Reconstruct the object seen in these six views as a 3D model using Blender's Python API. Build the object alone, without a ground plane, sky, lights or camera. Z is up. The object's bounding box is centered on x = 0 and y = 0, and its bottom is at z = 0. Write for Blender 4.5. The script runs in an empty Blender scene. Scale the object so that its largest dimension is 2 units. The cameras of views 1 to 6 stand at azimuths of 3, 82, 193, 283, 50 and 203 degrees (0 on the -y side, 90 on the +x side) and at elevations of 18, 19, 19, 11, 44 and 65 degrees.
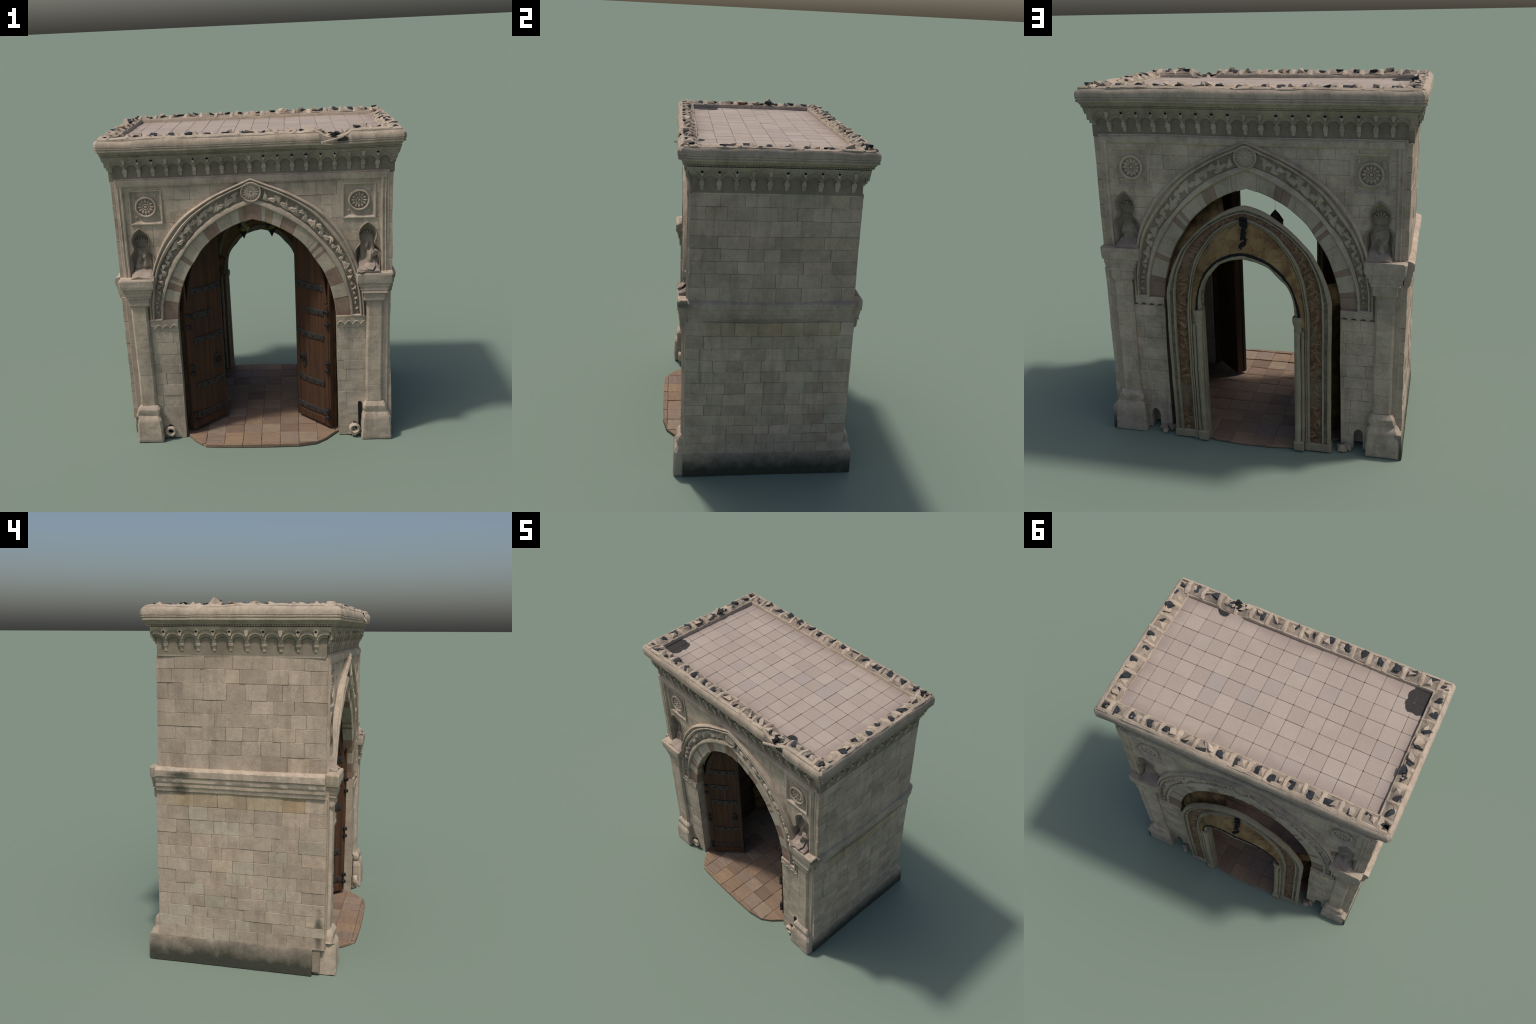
import bpy, bmesh, math, random
from mathutils import Vector, Matrix, noise
from mathutils.geometry import tessellate_polygon

random.seed(7)
scene = bpy.context.scene
PI = math.pi

# --------------------------------------------------------------------------
# dimensions (metres)
# --------------------------------------------------------------------------
WX_LOW, WX_UP = 0.826, 0.820      # half width of the side walls
WY = 0.450                        # half depth of the facades
SKIN = 0.08                       # thickness of the facade masonry
ROOF_Z = 1.932

# --------------------------------------------------------------------------
# materials
# --------------------------------------------------------------------------
class NT:
    def __init__(self, name):
        self.mat = bpy.data.materials.new(name)
        self.mat.use_nodes = True
        self.t = self.mat.node_tree
        self.t.nodes.clear()
        self.out = self.t.nodes.new('ShaderNodeOutputMaterial')
        self.b = self.t.nodes.new('ShaderNodeBsdfPrincipled')
        self.t.links.new(self.b.outputs[0], self.out.inputs[0])
        self.pos = self.t.nodes.new('ShaderNodeNewGeometry')

    def link(self, a, b):
        self.t.links.new(a, b)

    def setin(self, sock, v):
        if hasattr(v, 'is_linked') or hasattr(v, 'links'):
            self.link(v, sock)
        else:
            sock.default_value = v

    def math(self, op, a, b=0.0, clamp=False):
        n = self.t.nodes.new('ShaderNodeMath'); n.operation = op; n.use_clamp = clamp
        self.setin(n.inputs[0], a); self.setin(n.inputs[1], b)
        return n.outputs[0]

    def noise(self, scale, detail=4, rough=0.55, vec=None, dist=0.0):
        n = self.t.nodes.new('ShaderNodeTexNoise')
        n.inputs['Scale'].default_value = scale
        n.inputs['Detail'].default_value = detail
        n.inputs['Roughness'].default_value = rough
        n.inputs['Distortion'].default_value = dist
        self.link(vec or self.pos.outputs['Position'], n.inputs['Vector'])
        return n.outputs['Fac']

    def voronoi(self, scale, feature='F1', vec=None, out='Distance'):
        n = self.t.nodes.new('ShaderNodeTexVoronoi'); n.feature = feature
        n.inputs['Scale'].default_value = scale
        self.link(vec or self.pos.outputs['Position'], n.inputs['Vector'])
        return n.outputs[out]

    def mapping(self, scale, loc=(0, 0, 0), rot=(0, 0, 0)):
        n = self.t.nodes.new('ShaderNodeMapping')
        n.inputs['Scale'].default_value = scale
        n.inputs['Location'].default_value = loc
        n.inputs['Rotation'].default_value = rot
        self.link(self.pos.outputs['Position'], n.inputs['Vector'])
        return n.outputs[0]

    def ramp(self, fac, stops, interp='LINEAR'):
        n = self.t.nodes.new('ShaderNodeValToRGB'); n.color_ramp.interpolation = interp
        el = n.color_ramp.elements
        while len(el) < len(stops):
            el.new(0.5)
        for e, (p, c) in zip(el, stops):
            e.position = p
            e.color = (*c, 1) if not isinstance(c, float) else (c, c, c, 1)
        self.link(fac, n.inputs[0])
        return n.outputs[0]

    def mix(self, fac, a, b, mode='MIX'):
        n = self.t.nodes.new('ShaderNodeMix'); n.data_type = 'RGBA'; n.blend_type = mode
        self.setin(n.inputs[0], fac)
        self.setin(n.inputs[6], (*a, 1) if isinstance(a, tuple) else a)
        self.setin(n.inputs[7], (*b, 1) if isinstance(b, tuple) else b)
        return n.outputs[2]

    def rand(self):
        """one number per stone: island index plus object number"""
        o = self.t.nodes.new('ShaderNodeObjectInfo')
        s = self.math('ADD', self.pos.outputs['Random Per Island'], o.outputs['Random'])
        return self.math('FRACT', s)

    def bump(self, h, strength, dist=0.01):
        n = self.t.nodes.new('ShaderNodeBump')
        n.inputs['Strength'].default_value = strength
        n.inputs['Distance'].default_value = dist
        self.link(h, n.inputs['Height'])
        self.link(n.outputs[0], self.b.inputs['Normal'])

    def done(self, col, rough=0.9, spec=0.2):
        self.setin(self.b.inputs['Base Color'], (*col, 1) if isinstance(col, tuple) else col)
        self.setin(self.b.inputs['Roughness'], rough)
        self.b.inputs['Specular IOR Level'].default_value = spec
        return self.mat


def mul(c, k):
    return tuple(min(1, x * k) for x in c)


def stone(name, base, grey=(0.36, 0.305, 0.245), dark=(0.15, 0.118, 0.086), vary=0.13, grain=1.0,
          dirt=0.5, warm=(0.44, 0.33, 0.22), warm_amt=0.35, streak=0.0, stains=(), wobble=1.1):
    m = NT(name)
    r = m.rand()
    c = m.ramp(r, [(0.0, mul(base, 1 - vary)), (0.45, base), (0.8, mul(base, 1 + vary * 0.5)),
                   (1.0, mul(base, 1 + vary))])
    r2 = m.math('FRACT', m.math('MULTIPLY', r, 7.31))
    c = m.mix(m.math('MULTIPLY', m.ramp(r2, [(0.55, 0.0), (0.9, 1.0)]), warm_amt), c, warm)
    c = m.mix(m.math('MULTIPLY', m.ramp(m.noise(3.1, 3), [(0.42, 0.0), (0.68, 1.0)]), 0.55), c, grey)
    mot = m.noise(4.5, 6, 0.7, None, 0.5)
    c = m.mix(0.55, c, m.ramp(mot, [(0.30, 0.30), (0.50, 0.50), (0.72, 0.66)]), 'OVERLAY')
    big = m.ramp(m.noise(9.0, 7, 0.72), [(0.46, 0.0), (0.72, 1.0)])
    c = m.mix(m.math('MULTIPLY', big, dirt), c, dark)
    # vertical water stains
    st = m.noise(1.0, 4, 0.6, m.mapping((22, 22, 2.4)))
    c = m.mix(m.math('MULTIPLY', m.ramp(st, [(0.52, 0.0), (0.76, 1.0)]), 0.36 + streak), c, dark)
    fine = m.noise(130, 4, 0.7)
    c = m.mix(0.32 * grain, c, m.ramp(fine, [(0.3, 0.32), (0.7, 0.68)]), 'OVERLAY')
    ck = m.voronoi(11, 'DISTANCE_TO_EDGE', m.mapping((1, 1, 1.5)))
    gate = m.ramp(m.noise(5.5, 2), [(0.55, 0.0), (0.62, 1.0)])
    crack = m.math('MULTIPLY', m.ramp(ck, [(0.0, 1.0), (0.012, 0.0)]), gate)
    c = m.mix(m.math('MULTIPLY', crack, 0.25), c, dark)
    if stains:
        sep = m.t.nodes.new('ShaderNodeSeparateXYZ'); m.link(m.pos.outputs['Position'], sep.inputs[0])
        wob = m.math('MULTIPLY', m.math('SUBTRACT', m.noise(14, 4, 0.65), 0.5), wobble)
        for (px, py, pz), (rx, ry, rz), amt in stains:
            d = None
            for ax, pp, rr_ in ((0, px, rx), (1, py, ry), (2, pz, rz)):
                q = m.math('DIVIDE', m.math('SUBTRACT', sep.outputs[ax], pp), rr_)
                q = m.math('MULTIPLY', q, q)
                d = q if d is None else m.math('ADD', d, q)
            d = m.math('ADD', m.math('SQRT', d), wob)
            c = m.mix(m.math('MULTIPLY', m.ramp(d, [(0.35, 1.0), (1.0, 0.0)]), amt), c, (0.050, 0.052, 0.038))
    h = m.math('ADD', m.math('MULTIPLY', m.noise(38, 5, 0.6), 0.7), m.math('MULTIPLY', fine, 0.35))
    h = m.math('SUBTRACT', h, m.math('MULTIPLY', crack, 0.25))
    m.bump(h, 0.45 * grain, 0.006)
    return m.done(c, 0.92, 0.15)


# mossy smears where water runs off
MOSS = [((-.84, .315, 1.078), (.10, .100, .026), .9), ((-.84, .325, 1.005), (.10, .060, .045), .75), ((-.82, -.435, .26), (.10, .030, .13), .8),
        ((-.80, .47, .03), (.08, .07, .06), .6), ((.83, -.48, 1.085), (.10, .06, .03), .6)]
LIME = (0.458, 0.360, 0.274)
M_WALL = stone('limestone_masonry', LIME, vary=0.17, dirt=0.36, warm_amt=0.25, stains=MOSS)
M_FACE = stone('facade_ashlar', (0.505, 0.410, 0.312), warm_amt=0.24, vary=0.10)
M_CARVE = stone('carved_limestone', (0.478, 0.388, 0.297), vary=0.08, warm_amt=0.15, dirt=0.55, stains=MOSS)
M_CORN = stone('cornice_limestone', (0.455, 0.366, 0.283), vary=0.08, warm_amt=0.25, dirt=0.45, stains=MOSS)
M_FRIEZE = stone('olive_brown_limestone', (0.365, 0.308, 0.228), grey=(0.29, 0.25, 0.185), vary=0.1, dirt=0.55,
                 warm_amt=0.1)
M_WHITE = stone('white_marble_voussoir', (0.45, 0.378, 0.285), grey=(0.40, 0.345, 0.27), vary=0.08, warm_amt=0.12, dirt=0.3)
M_RED = stone('red_marble_voussoir', (0.265, 0.178, 0.130), grey=(0.31, 0.235, 0.18), dark=(0.13, 0.075, 0.055), vary=0.15,
              warm_amt=0.1, dirt=0.4)
M_TAN = stone('tan_marble_voussoir', (0.34, 0.255, 0.15), vary=0.12, warm_amt=0.2)
M_OCHRE = stone('ochre_masonry', (0.43, 0.335, 0.225), vary=0.08, warm=(0.43, 0.275, 0.145), warm_amt=0.5, grey=(0.41, 0.33, 0.235), stains=MOSS)
M_PINK = stone('pinkish_rubble', (0.36, 0.285, 0.235), grey=(0.30, 0.25, 0.215), vary=0.12, warm_amt=0.1)
M_MORTAR = stone('mortar', (0.30, 0.245, 0.185), vary=0.05, warm_amt=0.0)
M_DARKFOOT = stone('dark_footed_plinth_stone', (0.37, 0.30, 0.23), dirt=0.6, vary=0.12, wobble=0.65,
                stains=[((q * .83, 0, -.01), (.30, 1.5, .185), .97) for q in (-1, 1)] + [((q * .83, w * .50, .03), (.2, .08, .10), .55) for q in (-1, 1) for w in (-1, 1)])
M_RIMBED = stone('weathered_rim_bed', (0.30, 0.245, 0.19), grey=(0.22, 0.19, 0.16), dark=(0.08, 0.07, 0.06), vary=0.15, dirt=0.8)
M_RECESS = stone('shade_darkened_recess', (0.255, 0.212, 0.158), grey=(0.215, 0.18, 0.135), vary=0.1, dirt=0.6, warm_amt=0.1)  # limestone tinted darker to paint in the shadow under the little arches
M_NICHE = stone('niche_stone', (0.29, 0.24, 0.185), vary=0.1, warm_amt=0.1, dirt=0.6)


def flat(name, col, rough=0.8, vary=0.25, scale=60, bump=0.3, metal=0.0):
    m = NT(name)
    n = m.noise(scale, 5, 0.6)
    c = m.ramp(n, [(0.3, mul(col, 1 - vary)), (0.7, mul(col, 1 + vary))])
    m.bump(n, bump, 0.004)
    m.b.inputs['Metallic'].default_value = metal
    return m.done(c, rough, 0.3)


M_PITDARK = flat('near_black_pit', (0.030, 0.033, 0.037), 0.9, 0.5, 25)
M_HOLE = flat('matte_black_fill', (0.010, 0.010, 0.011), 0.95, 0.3)
M_IRON = flat('blackened_iron', (0.055, 0.047, 0.042), 0.55, 0.35, 45, 0.4, 0.3)
M_STUD = flat('dark_iron_stud', (0.022, 0.022, 0.025), 0.45, 0.3, 45, 0.3, 0.4)
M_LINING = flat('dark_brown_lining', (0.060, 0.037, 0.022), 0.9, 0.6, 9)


def wood():
    m = NT('dark_oak_boards')
    v = m.mapping((70, 70, 1.6))
    g = m.noise(1.0, 5, 0.6, v, 0.4)
    c = m.ramp(g, [(0.25, (0.044, 0.021, 0.012)), (0.55, (0.088, 0.040, 0.020)), (0.8, (0.130, 0.062, 0.032))])
    big = m.ramp(m.noise(5, 4), [(0.45, 0.0), (0.75, 1.0)])
    c = m.mix(m.math('MULTIPLY', big, 0.55), c, (0.045, 0.030, 0.022))
    m.bump(g, 0.4, 0.004)
    return m.done(c, 0.72, 0.25)


M_WOOD = wood()


def paver():
    m = NT('brown_pavers')
    r = m.rand()
    c = m.ramp(r, [(0.0, (0.19, 0.127, 0.090)), (0.3, (0.255, 0.172, 0.115)), (0.65, (0.315, 0.212, 0.130)),
                   (0.85, (0.24, 0.178, 0.138)), (1.0, (0.340, 0.245, 0.160))])
    w = m.noise(1.0, 5, 0.65, m.mapping((9, 42, 20)), 1.4)
    c = m.mix(m.math('MULTIPLY', m.ramp(w, [(0.48, 0.0), (0.75, 1.0)]), 0.6), c, (0.12, 0.075, 0.055))
    c = m.mix(m.math('MULTIPLY', m.ramp(m.noise(4, 3), [(0.45, 0.0), (0.7, 1.0)]), 0.35), c, (0.185, 0.15, 0.125))
    f = m.noise(120, 4, 0.7)
    c = m.mix(0.3, c, m.ramp(f, [(0.3, 0.32), (0.7, 0.68)]), 'OVERLAY')
    m.bump(m.math('ADD', w, m.math('MULTIPLY', f, 0.3)), 0.6, 0.008)
    return m.done(c, 0.85, 0.25)


M_PAVER = paver()


def roof_tile():
    m = NT('pale_roof_slab')
    r = m.rand()
    c = m.ramp(r, [(0.0, (0.358, 0.291, 0.244)), (0.4, (0.387, 0.317, 0.265)), (0.90, (0.406, 0.336, 0.279)),
                   (0.94, (0.363, 0.304, 0.265)), (1.0, (0.352, 0.297, 0.263))])
    b = m.ramp(m.noise(5, 5, 0.6), [(0.40, 0.0), (0.72, 1.0)])
    c = m.mix(m.math('MULTIPLY', b, 0.38), c, (0.305, 0.245, 0.205))
    # purplish brown weathering along the gutter edges of the flat roof
    sep = m.t.nodes.new('ShaderNodeSeparateXYZ'); m.link(m.pos.outputs['Position'], sep.inputs[0])
    ax = m.math('ABSOLUTE', sep.outputs[0]); ay = m.math('ABSOLUTE', sep.outputs[1])
    e = m.math('MAXIMUM', m.math('SUBTRACT', ax, 0.775), m.math('SUBTRACT', ay, 0.41))
    e = m.math('ADD', e, m.math('MULTIPLY', m.math('SUBTRACT', m.noise(6, 4), 0.5), 0.16))
    c = m.mix(m.math('MULTIPLY', m.ramp(m.math('ADD', e, 1.0), [(0.93, 0.0), (1.0, 1.0)]), 0.5), c, (0.235, 0.185, 0.165))
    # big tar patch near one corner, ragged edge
    dx = m.math('ADD', sep.outputs[0], 0.735); dy = m.math('ADD', sep.outputs[1], 0.335)
    d = m.math('SQRT', m.math('ADD', m.math('MULTIPLY', m.math('MULTIPLY', dx, dx), 1.25),
                              m.math('MULTIPLY', m.math('MULTIPLY', dy, dy), 0.95)))
    d = m.math('ADD', d, m.math('MULTIPLY', m.math('SUBTRACT', m.noise(17, 3), 0.5), 0.075))
    c = m.mix(m.ramp(d, [(0.094, 1.0), (0.098, 0.0)]), c, (0.043, 0.039, 0.037))
    # second small patch next to the broken parapet
    dx = m.math('SUBTRACT', sep.outputs[0], 0.535); dy = m.math('ADD', sep.outputs[1], 0.405)
    d = m.math('SQRT', m.math('ADD', m.math('MULTIPLY', m.math('MULTIPLY', dx, dx), 1.6),
                              m.math('MULTIPLY', m.math('MULTIPLY', dy, dy), 2.0)))
    d = m.math('ADD', d, m.math('MULTIPLY', m.math('SUBTRACT', m.noise(24, 3), 0.5), 0.05))
    c = m.mix(m.ramp(d, [(0.043, 1.0), (0.046, 0.0)]), c, (0.032, 0.031, 0.031))
    f = m.noise(150, 3, 0.7)
    c = m.mix(0.2, c, m.ramp(f, [(0.3, 0.35), (0.7, 0.65)]), 'OVERLAY')
    m.bump(f, 0.25, 0.004)
    return m.done(c, 0.88, 0.2)


M_ROOF = roof_tile()
M_JOINT = flat('roof_joint_dirt', (0.13, 0.105, 0.087), 0.95, 0.4, 30)
M_CREAM = stone('cream_portal_stone', (0.325, 0.275, 0.19), grey=(0.26, 0.225, 0.165), vary=0.05, warm_amt=0.1, dirt=0.5)


def yellow():
    m = NT('cracked_ochre_plaster')
    n = m.noise(10, 6, 0.65, None, 0.6)
    c = m.ramp(n, [(0.32, (0.105, 0.060, 0.030)), (0.46, (0.215, 0.135, 0.064)), (0.60, (0.285, 0.190, 0.090)), (0.78, (0.335, 0.240, 0.125))])
    ck = m.voronoi(9, 'DISTANCE_TO_EDGE', m.mapping((1, 1, 1), (0.3, 0, 0.1)))
    ck2 = m.math('ADD', ck, m.math('MULTIPLY', m.math('SUBTRACT', m.noise(25, 3), 0.5), 0.08))
    cr = m.ramp(ck2, [(0.0, 1.0), (0.022, 0.0)])
    c = m.mix(m.math('MULTIPLY', cr, 0.5), c, (0.12, 0.06, 0.025))
    m.bump(m.math('SUBTRACT', n, m.math('MULTIPLY', cr, 0.3)), 0.4, 0.006)
    return m.done(c, 0.9, 0.15)


M_YELLOW = yellow()


def floral():
    m = NT('painted_floral_band')
    v = m.voronoi(26, 'F1', m.mapping((1, 1, 0.8)), 'Color')
    n = m.noise(24, 5, 0.6, None, 1.8)
    c = m.ramp(n, [(0.30, (0.055, 0.032, 0.020)), (0.45, (0.120, 0.070, 0.040)), (0.58, (0.205, 0.125, 0.070)),
                   (0.75, (0.25, 0.170, 0.095))])
    e = m.voronoi(24, 'DISTANCE_TO_EDGE', m.mapping((1, 1, 0.8)))
    c = m.mix(m.math('MULTIPLY', m.ramp(e, [(0.0, 1.0), (0.14, 0.0)]), 0.6), c, (0.085, 0.05, 0.028))
    c = m.mix(m.math('MULTIPLY', m.ramp(m.noise(7.5, 2), [(0.52, 0.0), (0.62, 1.0)]), 0.45), c, (0.22, 0.115, 0.095))
    c = m.mix(m.math('MULTIPLY', m.ramp(m.noise(6.5, 2, 0.5, m.mapping((1, 1, 1), (4, 2, 1))), [(0.55, 0.0), (0.66, 1.0)]), 0.5),
              c, (0.22, 0.185, 0.135))
    m.bump(m.math('ADD', n, e), 0.6, 0.008)
    return m.done(c, 0.9, 0.15)


M_FLORAL = floral()
M_RELIEF = stone('tan_painted_relief', (0.225, 0.145, 0.088), grey=(0.25, 0.145, 0.115), dark=(0.085, 0.05, 0.03), vary=0.3, warm=(0.27, 0.19, 0.10), warm_amt=0.6, dirt=0.6)
M_BEAD = flat('dark_bead_inlay', (0.14, 0.115, 0.085), 0.85, 0.55, 30)


def glass():
    m = NT('mosaic_lantern_glass')
    e = m.voronoi(70, 'DISTANCE_TO_EDGE')
    col = m.noise(30, 2)
    c = m.ramp(col, [(0.40, (0.06, 0.03, 0.075)), (0.46, (0.30, 0.21, 0.035)), (0.6, (0.42, 0.33, 0.04)), (0.7, (0.20, 0.08, 0.03))])
    c = m.mix(m.ramp(e, [(0.0, 1.0), (0.09, 0.0)]), c, (0.02, 0.016, 0.014))
    return m.done(c, 0.35, 0.5)


M_GLASS = glass()

# --------------------------------------------------------------------------
# helpers
# --------------------------------------------------------------------------
ROOT = bpy.data.objects.new('stone_gatehouse', None)
scene.collection.objects.link(ROOT)
ROOT['label'] = 'weathered limestone city gate with pointed arch and open wooden doors'
ROOT['category'] = 'stone gate'


def warp(p, k=1.0):
    """one continuous crooked-masonry field, so that neighbours stay in touch"""
    a = noise.noise_vector(p * 2.3 + Vector((3.1, 0, 7.7))) * 0.0045
    b = noise.noise_vector(p * 11.0) * 0.0018
    q = p + (a + b) * k
    if q.z < 0.0:
        q.z = 0.0
    return q


def emit(name, verts, faces, mat, parent, warpk=1.0, smooth=None, kind=None, flip=False, back=False, jit=0.0):
    me = bpy.data.meshes.new(name)
    vv = []
    for v in verts:
        p = Vector(v)
        if back:
            p = Vector((-p.x, -p.y, p.z))
        if warpk:
            p = warp(p, warpk)
        if jit:
            p = p + noise.noise_vector(p * 45) * jit
            p.z = max(p.z, 0.0)
        vv.append(p)
    me.from_pydata(vv, [], faces)
    bm = bmesh.new(); bm.from_mesh(me)
    bmesh.ops.recalc_face_normals(bm, faces=bm.faces)
    if flip:
        bmesh.ops.reverse_faces(bm, faces=bm.faces)
    bm.to_mesh(me); bm.free()
    me.materials.append(mat)
    if smooth is not None:
        for p in me.polygons:
            p.use_smooth = True
        me.set_sharp_from_angle(angle=math.radians(smooth))
    ob = bpy.data.objects.new(name, me)
    scene.collection.objects.link(ob)
    ob.parent = parent
    if kind:
        ob['kind'] = kind
    return ob


class Geo:
    """collects vertices and faces of several solids"""
    def __init__(self):
        self.v = []; self.f = []

    def add(self, v, f):
        o = len(self.v)
        self.v += [tuple(x) for x in v]
        self.f += [tuple(i + o for i in q) for q in f]
        return self

    def emit(self, name, mat, parent, **k):
        return emit(name, self.v, self.f, mat, parent, **k)


def cbox(x0, x1, y0, y1, z0, z1, c=0.003):
    """box with chamfered edges"""
    c = min(c, (x1 - x0) * .45, (y1 - y0) * .45, (z1 - z0) * .45)
    v = []; f = []
    X, Y, Z = (x0, x1), (y0, y1), (z0, z1)
    idx = {}
    for i in (0, 1):
        for j in (0, 1):
            for k in (0, 1):
                sx, sy, sz = (1 - 2 * i) * c, (1 - 2 * j) * c, (1 - 2 * k) * c
                for a, off in enumerate(((0, sy, sz), (sx, 0, sz), (sx, sy, 0))):
                    idx[i, j, k, a] = len(v)
                    v.append((X[i] + off[0], Y[j] + off[1], Z[k] + off[2]))
    for i in (0, 1):
        f.append([idx[i, j, k, 0] for j, k in ((0, 0), (1, 0), (1, 1), (0, 1))])
        f.append([idx[j, i, k, 1] for j, k in ((0, 0), (1, 0), (1, 1), (0, 1))])
        f.append([idx[j, k, i, 2] for j, k in ((0, 0), (1, 0), (1, 1), (0, 1))])
    for i in (0, 1):
        for j in (0, 1):
            f.append([idx[i, j, 0, 0], idx[i, j, 1, 0], idx[i, j, 1, 1], idx[i, j, 0, 1]])
            f.append([idx[i, 0, j, 0], idx[i, 1, j, 0], idx[i, 1, j, 2], idx[i, 0, j, 2]])
            f.append([idx[0, i, j, 1], idx[1, i, j, 1], idx[1, i, j, 2], idx[0, i, j, 2]])
            for k in (0, 1):
                f.append([idx[i, j, k, 0], idx[i, j, k, 1], idx[i, j, k, 2]])
    # the loop above repeats the corner triangles only once per (i, j, k)
    return v, f


def prism_xz(poly, y0, y1):
    """polygon in x-z, extruded along y"""
    n = len(poly)
    v = [(x, y0, z) for x, z in poly] + [(x, y1, z) for x, z in poly]
    f = [(i, (i + 1) % n, n + (i + 1) % n, n + i) for i in range(n)]
    tri = tessellate_polygon([[Vector((x, z, 0)) for x, z in poly]])
    for t in tri:
        f.append(tuple(t)); f.append(tuple(n + i for i in reversed(t)))
    return v, f


def prism_z(poly, z0, z1, c=0.003, tilt=(0, 0)):
    """convex polygon in x-y, extruded along z, top edge chamfered"""
    n = len(poly)
    cx = sum(p[0] for p in poly) / n; cy = sum(p[1] for p in poly) / n
    r = sum(math.hypot(p[0] - cx, p[1] - cy) for p in poly) / n
    k = max(0.0, 1 - 1.4 * c / max(r, 1e-4))
    tz = lambda x, y: tilt[0] * (x - cx) + tilt[1] * (y - cy)
    ins = [(cx + (x - cx) * k, cy + (y - cy) * k) for x, y in poly]
    v = [(x, y, z0) for x, y in poly] + [(x, y, z1 - c + tz(x, y)) for x, y in poly] + [(x, y, z1 + tz(x, y)) for x, y in ins]
    f = [tuple(reversed(range(n))), tuple(2 * n + i for i in range(n))]
    for a in (0, n):
        f += [(a + i, a + (i + 1) % n, a + n + (i + 1) % n, a + n + i) for i in range(n)]
    return v, f


def grid_skin(rows, close_u=False, close_v=True, cap=True):
    """rows: list of equal-length rings; skin them"""
    n = len(rows[0]); m = len(rows)
    v = [p for r in rows for p in r]; f = []
    for a in range(m if close_u else m - 1):
        b = (a + 1) % m
        for i in range(n if close_v else n - 1):
            j = (i + 1) % n
            f.append((a * n + i, a * n + j, b * n + j, b * n + i))
    if cap and close_v and not close_u:
        f.append(tuple(range(n - 1, -1, -1))); f.append(tuple((m - 1) * n + i for i in range(n)))
    return v, f


def catmull(pts, n):
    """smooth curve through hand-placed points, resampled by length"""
    P = [Vector(p) for p in pts]
    P = [P[0] * 2 - P[1]] + P + [P[-1] * 2 - P[-2]]
    fine = []
    for i in range(1, len(P) - 2):
        for k in range(12):
            t = k / 12
            a, b, c, d = P[i - 1], P[i], P[i + 1], P[i + 2]
            fine.append(0.5 * ((2 * b) + (c - a) * t + (2 * a - 5 * b + 4 * c - d) * t * t + (3 * b - a - 3 * c + d) * t ** 3))
    fine.append(P[-2])
    L = [0]
    for a, b in zip(fine, fine[1:]):
        L.append(L[-1] + (b - a).length)
    out = []; j = 0
    for i in range(n):
        s = L[-1] * i / (n - 1)
        while j < len(L) - 2 and L[j + 1] < s:
            j += 1
        w = (s - L[j]) / max(L[j + 1] - L[j], 1e-9)
        out.append(fine[j].lerp(fine[j + 1], min(max(w, 0), 1)))
    return out


def both(half):
    """half curve bottom -> apex on +x; mirrored into a full arch, left foot to right foot"""
    return [Vector((-p.x, p.y)) for p in half] + [p.copy() for p in reversed(half[:-1])]


def blob(radius, seed, sub=2, amp=0.35, freq=1.2, sc=(1, 1, 1)):
    bm = bmesh.new()
    bmesh.ops.create_icosphere(bm, subdivisions=sub, radius=1.0)
    o = Vector((seed * 3.7, seed * 1.3, -seed * 2.1))
    for w in bm.verts:
        k = 1 + amp * noise.noise(w.co * freq + o) + amp * 0.5 * noise.noise(w.co * freq * 2.7 + o)
        w.co = Vector((w.co.x * sc[0], w.co.y * sc[1], w.co.z * sc[2])) * radius * k
    v = [tuple(w.co) for w in bm.verts]; f = [tuple(x.index for x in q.verts) for q in bm.faces]
    bm.free()
    return v, f


def shift(vf, d, rot=None):
    v, f = vf
    d = Vector(d)
    if rot is not None:
        return [tuple(rot @ Vector(p) + d) for p in v], f
    return [tuple(Vector(p) + d) for p in v], f


def rock(seed, size):
    """angular broken stone: convex hull of a few random points"""
    rnd = random.Random(seed)
    bm = bmesh.new()
    for _ in range(9):
        p = Vector((rnd.uniform(-1, 1), rnd.uniform(-1, 1), rnd.uniform(-1, 1)))
        p = p / max(abs(p.x), abs(p.y), abs(p.z)) * rnd.uniform(.7, 1)
        bm.verts.new((p.x * size[0], p.y * size[1], p.z * size[2]))
    r = bmesh.ops.convex_hull(bm, input=bm.verts)
    for w in [w for w in bm.verts if not w.link_faces]:
        bm.verts.remove(w)
    bm.verts.index_update()
    v = [tuple(w.co) for w in bm.verts]; f = [tuple(x.index for x in q.verts) for q in bm.faces]
    bm.free()
    return v, f


def boolean(ob, cutter, op='DIFFERENCE'):
    m = ob.modifiers.new('cut', 'BOOLEAN'); m.operation = op; m.object = cutter; m.solver = 'EXACT'
    dg = bpy.context.evaluated_depsgraph_get()
    me = bpy.data.meshes.new_from_object(ob.evaluated_get(dg))
    old = ob.data
    ob.modifiers.clear(); ob.data = me
    bpy.data.meshes.remove(old)
    bpy.data.objects.remove(cutter)


def empty(name, parent=ROOT):
    o = bpy.data.objects.new(name, None)
    scene.collection.objects.link(o); o.parent = parent
    return o


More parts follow.
